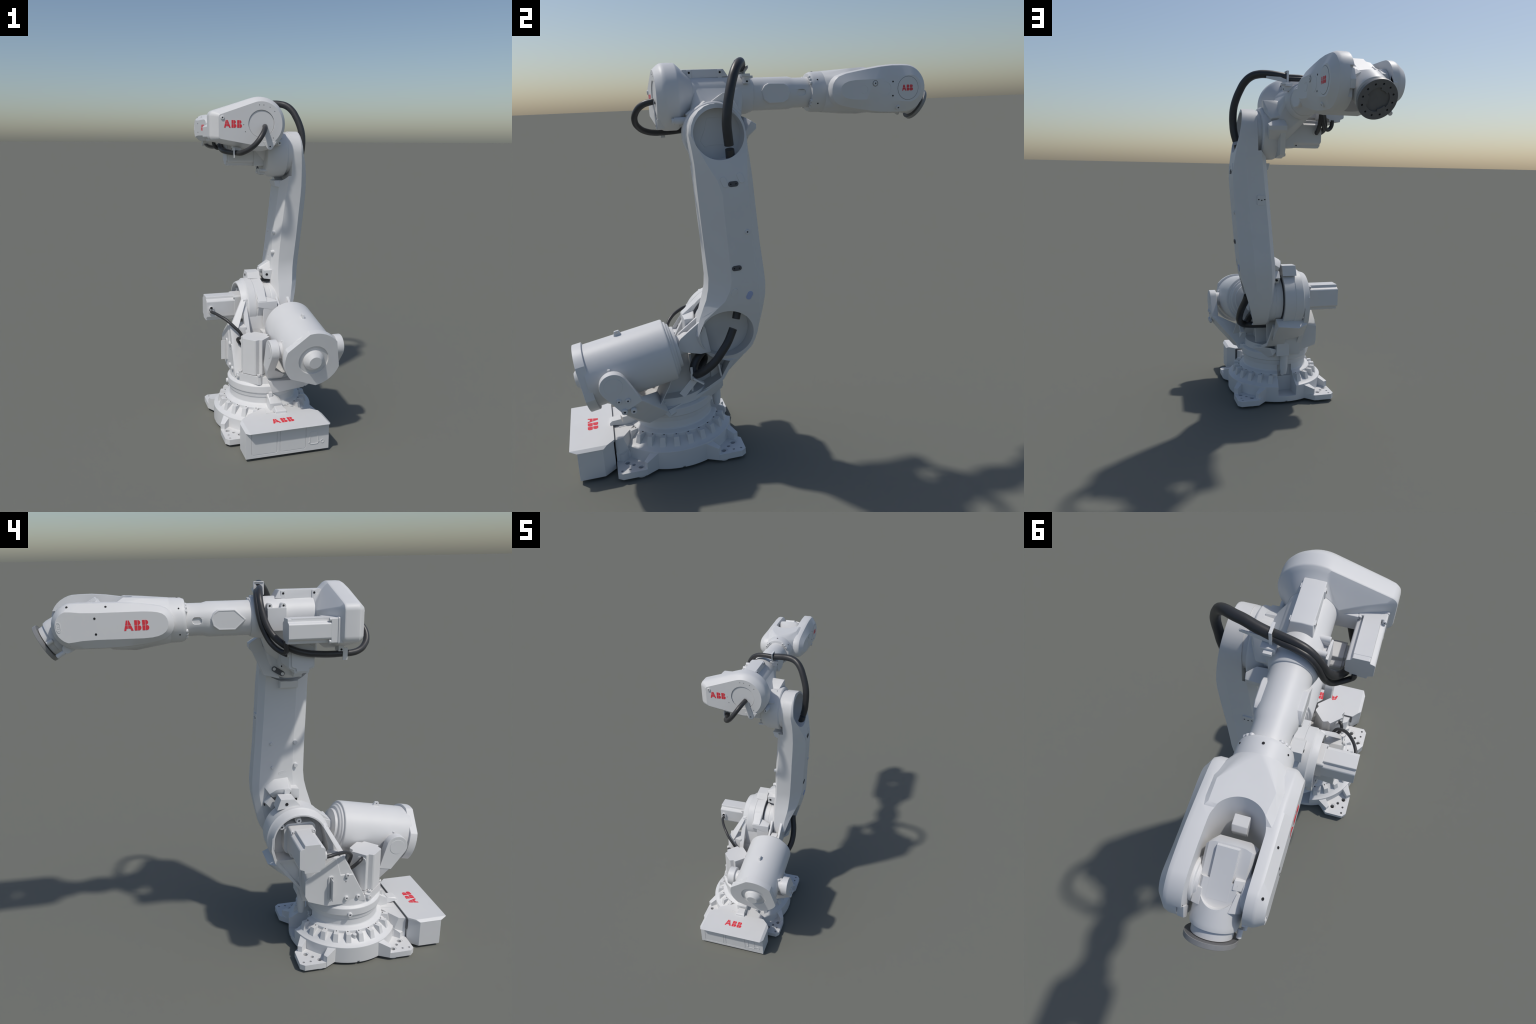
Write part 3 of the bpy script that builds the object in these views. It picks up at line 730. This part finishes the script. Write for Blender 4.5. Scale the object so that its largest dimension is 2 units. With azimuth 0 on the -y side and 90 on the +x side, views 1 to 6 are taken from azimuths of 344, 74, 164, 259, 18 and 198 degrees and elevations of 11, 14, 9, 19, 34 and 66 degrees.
# gear cover at the rear: teardrop plate, chamfered on both sides
def teardrop(R, xl, zt, zb, r, n=40):
    """circle around the forearm axis joined by tangents to a short rounded nose"""
    pts = []
    cz_t, cz_b = zt - r, zb + r
    cx = xl + r
    # tangent angle from big circle to the nose circles
    def tang(cz, sgn):
        dx, dz = cx - AX, cz - FZ
        d = sqrt(dx * dx + dz * dz)
        return atan2(dz, dx) - sgn * math.acos((R - r) / d)
    at = tang(cz_t, 1)
    ab = tang(cz_b, -1)
    a0 = ab - 2 * pi if ab > 0 else ab
    # big arc from lower tangent, through 0, up to the upper tangent
    at_n = at % (2 * pi)
    ab_n = ab % (2 * pi)
    if ab_n > at_n:
        ab_n -= 2 * pi
    pts += circle(AX, FZ, R, n, ab_n, at_n, False)
    pts += circle(cx, cz_t, r, 8, at_n, pi, False)
    pts += circle(cx, cz_b, r, 8, pi, ab_n + 2 * pi, False)
    return pts
rings = []
for yy, R, xl, zt, zb, r in ((-0.4345, 0.1270, -0.297, 1.852, 1.713, 0.018), (-0.431, 0.1300, -0.300, 1.855, 1.710, 0.019), (-0.410, 0.1480, -0.334, 1.868, 1.704, 0.030), (-0.398, 0.1545, -0.343, 1.874, 1.699, 0.034),
                             (-0.384, 0.1560, -0.345, 1.876, 1.697, 0.035), (-0.338, 0.1560, -0.345, 1.876, 1.697, 0.035), (-0.330, 0.1530, -0.343, 1.873, 1.699, 0.034), (-0.318, 0.1420, -0.325, 1.860, 1.708, 0.030), (-0.296, 0.1210, -0.250, 1.850, 1.716, 0.035), (-0.262, 0.0955, -0.150, 1.850, 1.750, 0.048)):
    rings.append([P('y', u, v, yy) for u, v in teardrop(R, xl, zt, zb, r)])
cov = loft(rings)
cov = cut(cov, boolean(cyl('y', AX, 1.801, 0.0785, -0.5, -0.4260, 56), cyl('y', AX - 0.4, 1.8, 0.001, -0.6, -0.59, 6)))
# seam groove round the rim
cover = part("gear_cover", cov, PAINT, upper, 0.002, 2, 24)
dsk = cyl('y', AX, 1.801, 0.0762, -0.4300, -0.422, 56)
part("cover_disc", dsk, PAINT, cover, 0.0012)
lettering((-0.266, -0.4345, 1.7765), (1, 0, 0), (0, 0, 1), 0.043, 0.108, cover)
make_bolts("cover_bolt", [((-0.275, -0.4275, 1.832), (0, -1, 0), 1.0)], cover)
hp = []
for a in (97, 83, 62, 42, -75, -48, 205, 183):
    hp.append(((AX + 0.107 * cos(radians(a)), -0.4346, FZ + 0.107 * sin(radians(a))), (0, -1, 0), 0.55))
make_holes(hp, cover)
st = hull([(u, -0.4365, v) for u, v in circle(0.008, 1.671, 0.0185, 20)] + [(u, -0.4395, v) for u, v in circle(0.008, 1.671, 0.0185, 20)] + [(x, y, 1.787) for x in (-0.036, -0.008) for y in (-0.4365, -0.4395)])
part("hose_strap", st, PAINT, cover, 0.001)
tabc = hull([(u, y, v) for u, v in circle(0.008, 1.673, 0.021, 20) for y in (-0.4362, -0.40)] + [(x, y, 1.70) for x in (-0.035, 0.05) for y in (-0.4362, -0.40)])
part("cover_tab", tabc, PAINT, cover, 0.002)
make_holes([((0.008, -0.4396, 1.671), (0, -1, 0), 1.0)], cover)
# neck between cover and forearm motor, small holder under the cover
nk = box(-0.215, -0.12, -0.325, -0.265, 1.735, 1.812)
part("cover_neck", nk, PAINT, cover, 0.004)
hb = merge(box(-0.204, -0.150, -0.378, -0.352, 1.648, 1.705))
hbo = part("hose_holder", hb, PAINT, cover, 0.002)
part("holder_strip", box(-0.199, -0.193, -0.399, -0.376, 1.606, 1.662), PAINT, hbo, 0.001)
make_holes([((-0.2042, -0.366, 1.656), (-1, 0, 0), 1.2)], hbo)

# forearm motor
m4 = prism(motor_section(-0.267, 1.757, 0.0545, 0.0545, 0.022), 'y', -0.305, -0.085)
m4f = prism(rounded(-0.325, -0.209, 1.699, 1.815, 0.008), 'y', -0.345, -0.307)
m4g = prism(rounded(-0.322, -0.212, 1.702, 1.812, 0.006), 'y', -0.309, -0.277)
mot4 = part("forearm_motor", merge(m4, m4f, m4g), PAINT, upper, 0.002)
make_bolts("motor_bolt", [((-0.267 + sx * 0.047, -0.277, 1.757 + sz * 0.047), (0, 1, 0), 0.75) for sx in (-1, 1) for sz in (-1, 1)], mot4)
fin = hull([(-0.3, -0.30, 1.8125), (-0.235, -0.30, 1.8125), (-0.3, -0.105, 1.8125), (-0.235, -0.105, 1.8125), (-0.3, -0.09, 1.80), (-0.235, -0.09, 1.80), (-0.3, -0.3, 1.80), (-0.235, -0.3, 1.80)])
part("motor_rail", fin, PAINT, mot4, 0.001)

# lid on top of the tube housing, with four bored lugs
ld = hull([(-0.084, -0.300, 1.921), (0.0, -0.300, 1.921), (-0.084, -0.100, 1.921), (0.0, -0.100, 1.921), (-0.084, -0.300, 1.88), (0.0, -0.300, 1.88), (-0.090, -0.078, 1.885), (0.006, -0.078, 1.885), (-0.042, -0.10, 1.924), (-0.042, -0.30, 1.924)])
ldo = part("housing_lid", ld, PAINT, upper, 0.003)
lg = merge(*[box(x0, x1, y - 0.011, y + 0.011, 1.875, 1.918) for x0, x1 in ((-0.0895, -0.08), (-0.004, 0.0055)) for y in (-0.118, -0.266)])
part("lid_lug", lg, PAINT, ldo, 0.002)
make_holes([((-0.0897, -0.118, 1.906), (-1, 0, 0), 1.25), ((-0.0897, -0.266, 1.906), (-1, 0, 0), 1.25), ((0.0057, -0.118, 1.906), (1, 0, 0), 1.25), ((0.0057, -0.266, 1.906), (1, 0, 0), 1.25)], ldo)

# junction box on the side of the housing
jb = merge(box(-0.158, -0.146, -0.117, -0.029, 1.746, 1.848), box(-0.150, -0.09, -0.110, -0.035, 1.755, 1.835))
jbo = part("junction_box", jb, PAINT, upper, 0.002)
ears = [prism(circle(y, 1.856, 0.0125, 18, 0, pi, False) + [(y - 0.0125, 1.835), (y + 0.0125, 1.835)], 'x', -0.150, -0.085) for y in (-0.041, -0.105)]
part("box_ear", merge(*ears), PAINT, jbo, 0.002)
make_holes([((-0.1502, -0.041, 1.857), (-1, 0, 0), 1.1), ((-0.1502, -0.105, 1.857), (-1, 0, 0), 1.1)], jbo)

# hose bracket over the tube
bk = hull([(0.158, -0.022, 1.924), (0.158, -0.018, 1.924), (0.158, -0.022, 1.912), (0.158, -0.018, 1.912), (0.045, -0.014, 1.922), (0.045, -0.010, 1.922), (0.045, -0.014, 1.893), (0.045, -0.010, 1.893), (0.10, -0.018, 1.905), (0.10, -0.014, 1.905)])
clip = merge(box(0.036, 0.048, -0.055, -0.005, 1.9525, 1.957), box(0.036, 0.048, -0.0095, -0.005, 1.89, 1.955), box(0.041, 0.045, -0.056, -0.006, 1.895, 1.956))
ft = box(0.02, 0.075, -0.03, 0.012, 1.880, 1.893)
ft2 = box(0.030, 0.062, -0.002, 0.028, 1.872, 1.884)
part("hose_bracket", merge(bk, clip, ft, ft2), PAINT, upper, 0.001)
make_holes([((0.0655, -0.002, 1.858), (1, 0, 0), 1.1)], upper)
part("bracket_foot", hull([(0.02, -0.016, 1.880), (0.0655, -0.014, 1.848), (0.02, 0.010, 1.880), (0.0655, 0.010, 1.848), (0.0655, -0.014, 1.884), (0.0655, 0.010, 1.884), (0.02, -0.016, 1.85), (0.02, 0.010, 1.85)]), PAINT, upper, 0.001)

# forearm tube
ft = lathe([(0.060, 0.030), (0.079, 0.030), (0.079, 0.232), (0.0728, 0.256), (0.0728, 0.345), (0.06, 0.345)], 'y', AX, FZ, 96)
ft = cut(ft, prism(stadium(0.2845, 1.799, 0.045, 0.029), 'x', 0.024, 0.2), prism(stadium(0.285, 1.799, 0.045, 0.029), 'x', -0.3, -0.109))
forearm = part("forearm_tube", ft, PAINT, None, 0.002)
padR = [(0.075, 1.812), (0.092, 1.838), (0.112, 1.848), (0.190, 1.846), (0.212, 1.832), (0.223, 1.800), (0.212, 1.768), (0.185, 1.752), (0.112, 1.752), (0.086, 1.772)]
padR = [(y, z) for y, z in padR]
pr = loft([[(0.0, y, z) for y, z in padR], [(0.039, y, z) for y, z in padR], [(0.0425, 0.149 + (y - 0.149) * 0.94, 1.8 + (z - 1.8) * 0.92) for y, z in padR]])
padL = [(0.224, 1.808), (0.212, 1.832), (0.192, 1.845), (0.114, 1.845), (0.064, 1.800), (0.114, 1.755), (0.190, 1.756), (0.215, 1.775)]
pl_ = loft([[(-0.09, y, z) for y, z in padL], [(-0.1245, y, z) for y, z in padL], [(-0.1275, 0.145 + (y - 0.145) * 0.95, 1.8 + (z - 1.8) * 0.93) for y, z in padL]])
part("forearm_pad", pr, PAINT, forearm, 0.0015)
part("forearm_pad", pl_, PAINT, forearm, 0.0008)
rim = boolean(prism([(0.145 + (y - 0.145) * 0.97, 1.8 + (z - 1.8) * 0.955) for y, z in padL], 'x', -0.1290, -0.1255), prism([(0.145 + (y - 0.145) * 0.90, 1.8 + (z - 1.8) * 0.87) for y, z in padL], 'x', -0.15, -0.1))
part("pad_rim", rim, PAINT, forearm, 0.0006)

# =====================================================================
#  WRIST
# =====================================================================
# fork body: collar + wide body, slotted, two cheeks
col = lathe([(0.085, 0.334), (0.092, 0.336), (0.0985, 0.352), (0.1015, 0.440), (0.090, 0.50)], 'y', AX, FZ, 80)
body = hull(ring3('y', AX, FZ, 0.101, 0.405, 48) +
            [(0.098, 0.485, 1.862), (0.103, 0.485, 1.735), (-0.178, 0.48, 1.855), (-0.178, 0.48, 1.74)] +
            [(0.06, 0.52, 1.905), (-0.13, 0.52, 1.905), (0.06, 0.60, 1.91), (-0.12, 0.60, 1.91),
             (0.09, 0.64, 1.895), (-0.16, 0.64, 1.885), (0.09, 0.64, 1.70), (-0.16, 0.64, 1.703), (0.06, 0.56, 1.685), (-0.13, 0.56, 1.685), (0.06, 0.66, 1.692), (-0.13, 0.66, 1.692), (0.06, 0.70, 1.71), (-0.13, 0.70, 1.71), (0.05, 0.69, 1.78), (-0.13, 0.69, 1.78)])
bmesh.ops.triangulate(body, faces=body.faces)
# +x cheek
def smooth_loop(pts, n=2):
    """closed Chaikin corner cutting"""
    for _ in range(n):
        out = []
        m = len(pts)
        for i in range(m):
            a, b = pts[i], pts[(i + 1) % m]
            out += [tuple(a[k] * 0.75 + b[k] * 0.25 for k in range(len(a))), tuple(a[k] * 0.25 + b[k] * 0.75 for k in range(len(a)))]
        pts = out
    return pts
RC = 0.1195
oR = [(0.408, 1.795), (0.418, 1.845), (0.455, 1.878), (0.573, 1.899), (0.713, 1.919)] + [(W5[0] + RC * cos(radians(a)), W5[1] + RC * sin(radians(a))) for a in (85, 68, 50, 32, 14, -4, -22, -40, -58, -76, -90)] + [(0.689, 1.681), (0.611, 1.692), (0.522, 1.708), (0.440, 1.728), (0.415, 1.760)]
iR = [(0.452, 1.800), (0.458, 1.826), (0.500, 1.845), (0.600, 1.847), (0.720, 1.850)] + [(W5[0] + 0.012 + 0.066 * cos(radians(a)), W5[1] + 0.066 * sin(radians(a))) for a in (85, 68, 50, 32, 14, -4, -22, -40, -58, -76, -90)] + [(0.689, 1.748), (0.611, 1.751), (0.522, 1.753), (0.475, 1.762), (0.457, 1.780)]
oR, iR = smooth_loop(oR, 1), smooth_loop(iR, 1)
cx, cz = 0.68, 1.80
chR = loft([[(0.030, u, v) for u, v in oR], [(0.088, u, v) for u, v in oR], [(0.104, cx + (u - cx) * 0.975, cz + (v - cz) * 0.94) for u, v in oR], [(0.131, u, v) for u, v in iR]])
# -x cheek
RL = 0.0965
oL = [(0.386, 1.797), (0.396, 1.840), (0.428, 1.870), (0.500, 1.883), (0.590, 1.893), (0.700, 1.895)] + [(W5[0] + RL * cos(radians(a)), W5[1] + RL * sin(radians(a))) for a in (85, 68, 50, 32, 14, -4, -22, -40, -58, -76, -90)] + [(0.700, 1.702), (0.596, 1.704), (0.500, 1.716), (0.428, 1.730), (0.396, 1.760)]
iL = [(0.416, 1.801), (0.424, 1.830), (0.448, 1.848), (0.500, 1.855), (0.590, 1.855), (0.761, 1.854)] + [(W5[0] + 0.012 + 0.066 * cos(radians(a)), W5[1] + 0.066 * sin(radians(a))) for a in (75, 62, 50, 32, 14, -4, -22, -40, -58, -70, -78)] + [(0.765, 1.744), (0.596, 1.743), (0.500, 1.743), (0.452, 1.752), (0.424, 1.772)]
oL, iL = smooth_loop(oL, 1), smooth_loop(iL, 1)
chL = loft([[(-0.125, u, v) for u, v in oL], [(-0.160, u, v) for u, v in oL], [(-0.170, cx + (u - cx) * 0.985, cz + (v - cz) * 0.96) for u, v in oL], [(-0.1965, u, v) for u, v in iL]])
bmesh.ops.triangulate(chR, faces=[f for f in chR.faces if len(f.verts) > 4])
bmesh.ops.triangulate(chL, faces=[f for f in chL.faces if len(f.verts) > 4])
fork = unite(body, chR, chL)
def u_slot(z, yc):
    return [(u, v, z) for u, v in circle(-0.0445, yc, 0.0885, 24, pi, 2 * pi, False) + [(0.044, yc + 0.02), (0.044, 1.2), (-0.133, 1.2), (-0.133, yc + 0.02)]]
slotc = loft([u_slot(1.60, 0.800), u_slot(1.90, 0.652), u_slot(2.20, 0.52)])
fork = cut(fork, slotc,
           box(0.02, 0.062, 0.906, 1.0, 1.712, 1.850))
wrist = part("wrist_fork", merge(col, fork), PAINT, forearm, 0.0025, 2, 28)
# small cable box in the scooped crotch
cb = hull([(-0.020, 0.600, 1.862), (-0.072, 0.600, 1.862), (-0.020, 0.636, 1.860), (-0.072, 0.636, 1.856), (-0.022, 0.60, 1.80), (-0.072, 0.60, 1.80), (-0.022, 0.650, 1.838), (-0.072, 0.650, 1.838), (-0.022, 0.648, 1.80), (-0.072, 0.648, 1.80)])
part("cable_box", cb, PAINT, wrist, 0.003)
# clamping bolts around the collar
wb = []
for a in (30, 42, 54, 126, 138, 150, 210, 222, 234, 306, 318, 330):
    wb.append(((AX + 0.0855 * cos(radians(a)), 0.337, FZ + 0.0855 * sin(radians(a))), (0, -1, 0), 0.78))
make_bolts("collar_bolt", wb, wrist)
make_holes([((AX + 0.1 * cos(radians(a)), 0.365, FZ + 0.1 * sin(radians(a))), (cos(radians(a)), 0, sin(radians(a))), 0.85 if a != 90 else 1.15) for a in (90, 35, -35, 145, 215)], wrist)
# details on the +x cheek
cR = part("axis_cover", cyl('x', 0.814, 1.800, 0.056, 0.120, 0.1325, 48), PAINT, wrist, 0.0012)
lettering((0.1325, 0.781, 1.787), (0, 1, 0), (0, 0, 1), 0.029, 0.061, cR)
part("axis_cover_rim", boolean(cyl('x', 0.814, 1.800, 0.0575, 0.12, 0.1312, 48), cyl('x', 0.814, 1.8, 0.056, 0.1, 0.2, 48)), PLUG, wrist)
part("cheek_boss", merge(boolean(cyl('x', 0.576, 1.800, 0.021, 0.12, 0.1318, 32), cyl('x', 0.574, 1.80, 0.0195, 0.11, 0.2, 32)), boolean(cyl('x', 0.689, 1.800, 0.034, 0.12, 0.1318, 40), cyl('x', 0.686, 1.80, 0.033, 0.11, 0.2, 40))), PAINT, wrist)
make_bolts("cheek_bolt", [((0.1225, 0.634, 1.827), (1, 0, 0), 0.95), ((0.112, 0.766, 1.711), (1, 0, -0.5), 1.0)], wrist)
part("bolt_rim", boolean(cyl('x', 0.634, 1.827, 0.0145, 0.12, 0.1316, 28), cyl('x', 0.634, 1.827, 0.0125, 0.1, 0.2, 28)), PLUG, wrist)
make_holes([((0.1312, 0.730, 1.833), (1, 0, 0), 1.0), ((0.1312, 0.730, 1.765), (1, 0, 0), 1.0)], wrist)
# details on the -x cheek
lettering((-0.1965, 0.606, 1.777), (0, -1, 0), (0, 0, 1), 0.043, 0.109, wrist)
make_holes([((-0.1968, 0.724, 1.832), (-1, 0, 0), 1.15), ((-0.1968, 0.724, 1.767), (-1, 0, 0), 1.15)], wrist)
make_holes([((-0.1795, 0.833, 1.880), (-1, 0, 0.8), 1.15), ((-0.1795, 0.675, 1.8775), (-1, 0, 0.8), 1.15), ((-0.1795, 0.833, 1.721), (-1, 0, -0.8), 1.15), ((-0.1795, 0.675, 1.722), (-1, 0, -0.8), 1.15)], wrist)
wbz = boolean(prism(stadium(0.874, 1.800, 0.044, 0.019, 1.5, 3), 'x', -0.1978, -0.19), prism(stadium(0.874, 1.80, 0.038, 0.014, 1.5, 3), 'x', -0.21, -0.1968))
part("cast_badge", merge(wbz, *[prism([(0.870, z), (0.878, z), (0.878, z + 0.003), (0.870, z + 0.003)], 'x', -0.1976, -0.19) for z in (1.786, 1.795, 1.804, 1.813)]), PAINT, wrist)
# fork end pads
ep = merge(hull([(0.040, 0.895, 1.80), (0.062, 0.895, 1.80), (0.040, 0.934, 1.795), (0.062, 0.932, 1.795), (0.040, 0.925, 1.76), (0.062, 0.922, 1.76), (0.040, 0.89, 1.76), (0.062, 0.89, 1.76), (0.04, 0.91, 1.842), (0.06, 0.91, 1.842)]),
           hull([(-0.133, 0.88, 1.80), (-0.152, 0.88, 1.80), (-0.133, 0.912, 1.795), (-0.152, 0.910, 1.795), (-0.133, 0.90, 1.76), (-0.152, 0.90, 1.76), (-0.133, 0.88, 1.83), (-0.152, 0.88, 1.83)]))
part("fork_end_pad", ep, PAINT, wrist, 0.002)

# tilting housing: local frame along the flange axis
WM = Matrix.Translation((AX, W5[0], W5[1])) @ Matrix.Rotation(TILT, 4, 'X')      # local y = flange axis, z = up
def wl(bm):
    return xform(bm, WM)
barrel = lathe([(0.060, -0.03), (0.0765, -0.03), (0.0785, 0.104), (0.0755, 0.121), (0.067, 0.122), (0.0665, 0.150), (0.05, 0.152)], 'y', 0, 0, 64)
mbox = hull([(-0.078, y, z) for y in (-0.125, 0.02) for z in (-0.045, 0.030)] + [(0.072, y, z) for y in (-0.12, 0.02) for z in (-0.045, 0.030)] +
            [(-0.070, y, 0.042) for y in (-0.130, -0.02)] + [(0.062, y, 0.042) for y in (-0.130, -0.02)] + [(-0.050, -0.137, 0.043), (0.045, -0.137, 0.043), (0.0, -0.140, 0.042), (-0.05, -0.14, -0.04), (0.05, -0.14, -0.04), (-0.06, -0.11, -0.062), (0.06, -0.11, -0.062), (-0.06, 0.02, -0.062), (0.06, 0.02, -0.062)])
flat = prism(circle(0, -0.004, 0.0565, 28, 0, pi, False) + [(-0.0565, -0.2), (0.0565, -0.2)], 'z', 0.0555, 0.2)
barrel = cut(barrel, flat)
top = hull([(-0.034, -0.131, 0.0558), (0.034, -0.131, 0.0558), (-0.034, 0.03, 0.0558), (0.034, 0.03, 0.0558), (-0.036, -0.134, 0.04), (0.036, -0.134, 0.04), (-0.036, 0.03, 0.04), (0.036, 0.03, 0.04)])
tilt = part("wrist_housing", wl(merge(barrel, mbox)), PAINT, None, 0.003)
part("motor_cover", wl(top), PAINT, tilt, 0.0008)
shoulders = merge(hull([(0.048, 0.004, 0.060), (0.074, 0.004, 0.050), (0.046, 0.056, 0.0665), (0.074, 0.056, 0.052), (0.05, 0.06, 0.04), (0.079, 0.06, 0.03), (0.05, 0.0, 0.03), (0.079, 0.0, 0.03)]),
                  hull([(-0.057, -0.008, 0.058), (-0.074, -0.008, 0.050), (-0.044, 0.057, 0.0665), (-0.064, 0.054, 0.064), (-0.074, 0.054, 0.052), (-0.05, 0.06, 0.04), (-0.080, 0.06, 0.03), (-0.05, 0.0, 0.03), (-0.080, 0.0, 0.03)]),
                  hull([(-0.040, -0.044, 0.058), (-0.072, -0.044, 0.046), (-0.040, -0.012, 0.060), (-0.072, -0.012, 0.050), (-0.04, -0.05, 0.03), (-0.075, -0.05, 0.03), (-0.04, -0.01, 0.03), (-0.075, -0.01, 0.03)]))
part("housing_shoulder", wl(shoulders), PAINT, tilt, 0.003)
seam = lathe([(0.0782, 0.090), (0.0782, 0.0915)], 'y', 0, 0, 64)
part("housing_seam", wl(seam), PAINT, tilt)
jr = merge(lathe([(0.045, 0.0), (0.045, 0.060), (0.060, 0.064), (0.060, 0.074), (0.068, 0.076), (0.070, 0.080), (0.070, 0.0875)], 'x', 0, 0, 56), lathe([(0.060, -0.089), (0.060, -0.070), (0.045, -0.064), (0.045, 0.0)], 'x', 0, 0, 48))
part("tilt_journal", wl(jr), PAINT, tilt, 0.002)
bump = merge(cyl('x', 0.085, -0.062, 0.020, -0.096, -0.06, 24), cyl('y', -0.086, -0.068, 0.010, 0.10, 0.142, 18), box(-0.0945, -0.062, 0.03, 0.082, -0.083, -0.055))
part("end_stop", wl(bump), PAINT, tilt, 0.003)
nb = wl(cyl('y', -0.084, -0.002, 0.009, 0.115, 0.145, 18))
part("stop_stud", nb, PAINT, tilt, 0.002)
# tool flange
fl = lathe([(0.080, 0.1525), (0.0848, 0.1540), (0.0848, 0.1690), (0.0838, 0.1700)], 'y', 0, 0, 72)
for k in range(12):
    if k == 11:
        pass
    a = radians(30 * k + 8)
    fl = cut(fl, cyl('y', 0.066 * cos(a), 0.066 * sin(a), 0.0044, 0.158, 0.2, 14))
fl = cut(fl, cyl('y', 0, 0, 0.041, 0.163, 0.2, 48))
for k in range(3):
    a0 = radians(120 * k + 20)
    seg = circle(0, 0, 0.050, 10, a0, a0 + radians(75), False) + circle(0, 0, 0.035, 10, a0 + radians(75), a0, False)
    fl = cut(fl, prism(seg, 'y', 0.163, 0.2))
flange = part("tool_flange", wl(fl), STEEL, tilt, 0.0008)
rimf = boolean(lathe([(0.0820, 0.1522), (0.0852, 0.1535), (0.0852, 0.1685), (0.0848, 0.1692)], 'y', 0, 0, 72), lathe([(0.0835, 0.15), (0.0835, 0.2)], 'y', 0, 0, 72))
part("flange_rim", wl(rimf), RIM, flange)

# =====================================================================
#  HOSES AND CABLES
# =====================================================================
main_hose = tube("feed_hose", [(0.290, -0.157, 1.580), (0.302, -0.163, 1.627), (0.307, -0.166, 1.673), (0.309, -0.162, 1.719), (0.306, -0.154, 1.763), (0.296, -0.142, 1.807),
                               (0.280, -0.127, 1.851), (0.258, -0.107, 1.894), (0.225, -0.083, 1.925), (0.189, -0.064, 1.936), (0.150, -0.052, 1.938), (0.100, -0.037, 1.933), (0.042, -0.026, 1.924)], 0.0215, root)
stub = tube("feed_hose", [(0.262, -0.148, 1.500), (0.276, -0.151, 1.530), (0.285, -0.154, 1.562)], 0.0205, root)
tube("branch_hose", [(0.042, -0.022, 1.915), (0.0, -0.008, 1.914), (-0.034, -0.001, 1.914), (-0.068, 0.006, 1.909), (-0.099, 0.011, 1.896), (-0.124, 0.013, 1.866), (-0.143, 0.008, 1.813), (-0.157, -0.012, 1.745), (-0.164, -0.045, 1.690), (-0.168, -0.085, 1.655), (-0.169, -0.118, 1.638)], 0.0125, root)
tube("branch_hose", [(0.042, -0.034, 1.926), (-0.005, -0.024, 1.926), (-0.053, -0.014, 1.922), (-0.090, -0.007, 1.910), (-0.121, -0.001, 1.885), (-0.146, -0.006, 1.835), (-0.165, -0.020, 1.780), (-0.182, -0.044, 1.735), (-0.205, -0.085, 1.695), (-0.222, -0.134, 1.667), (-0.224, -0.192, 1.650), (-0.222, -0.250, 1.643), (-0.198, -0.322, 1.636), (-0.176, -0.385, 1.634), (-0.168, -0.430, 1.634), (-0.155, -0.470, 1.642), (-0.128, -0.506, 1.662), (-0.098, -0.527, 1.693), (-0.066, -0.522, 1.735), (-0.040, -0.490, 1.769), (-0.023, -0.436, 1.785)], 0.0155, root)
tube("motor_cable", [(-0.128, 0.006, 1.850), (-0.148, 0.000, 1.790), (-0.165, -0.018, 1.730), (-0.185, -0.045, 1.685), (-0.210, -0.075, 1.662), (-0.238, -0.094, 1.662), (-0.251, -0.092, 1.682), (-0.252, -0.090, 1.712)], 0.0115, root)
# lower hoses
tube("feed_hose", [(0.200, -0.135, 0.790), (0.206, -0.145, 0.765), (0.211, -0.153, 0.738)], 0.0195, root)
tube("feed_hose", [(0.213, -0.170, 0.690), (0.219, -0.187, 0.656), (0.228, -0.208, 0.622), (0.234, -0.236, 0.587), (0.235, -0.268, 0.547), (0.229, -0.305, 0.513), (0.208, -0.345, 0.480), (0.180, -0.362, 0.465), (0.140, -0.352, 0.462), (0.10, -0.325, 0.468), (0.03, -0.295, 0.475), (-0.01, -0.29, 0.475)], 0.0205, root)
tube("feed_hose", [(0.185, -0.365, 0.462), (0.165, -0.372, 0.48), (0.150, -0.360, 0.515), (0.13, -0.33, 0.545), (0.09, -0.30, 0.55), (0.03, -0.30, 0.54), (-0.01, -0.30, 0.53)], 0.0205, root)
hc = merge(hull([(0.205, -0.370, 0.440), (0.205, -0.345, 0.432), (0.165, -0.395, 0.452), (0.165, -0.380, 0.440), (0.205, -0.370, 0.436), (0.205, -0.345, 0.428), (0.165, -0.395, 0.448), (0.165, -0.38, 0.436)]),
           hull([(0.180, -0.395, 0.442), (0.182, -0.360, 0.430), (0.190, -0.455, 0.385), (0.195, -0.430, 0.360), (0.186, -0.395, 0.442), (0.188, -0.36, 0.430), (0.196, -0.455, 0.385), (0.200, -0.43, 0.36)]),
           hull([(0.19, -0.335, 0.418), (0.19, -0.385, 0.455), (0.215, -0.335, 0.418), (0.215, -0.385, 0.455), (0.19, -0.330, 0.425), (0.19, -0.38, 0.462), (0.215, -0.330, 0.425), (0.215, -0.38, 0.462)]),
           box(0.187, 0.191, -0.392, -0.380, 0.44, 0.51))
part("hose_clamp", hc, PAINT, tray_ob, 0.001)
# motor cables between shoulder and slewing motor
tube("motor_cable", [(-0.318, -0.270, 0.652), (-0.318, -0.300, 0.656), (-0.305, -0.335, 0.656), (-0.284, -0.372, 0.648), (-0.250, -0.415, 0.630), (-0.215, -0.446, 0.598), (-0.180, -0.462, 0.560), (-0.160, -0.455, 0.510), (-0.145, -0.44, 0.46)], 0.0095, root)
tube("motor_cable", [(-0.178, -0.527, 0.545), (-0.200, -0.505, 0.542), (-0.200, -0.480, 0.520), (-0.175, -0.465, 0.490), (-0.145, -0.45, 0.465)], 0.0095, root)
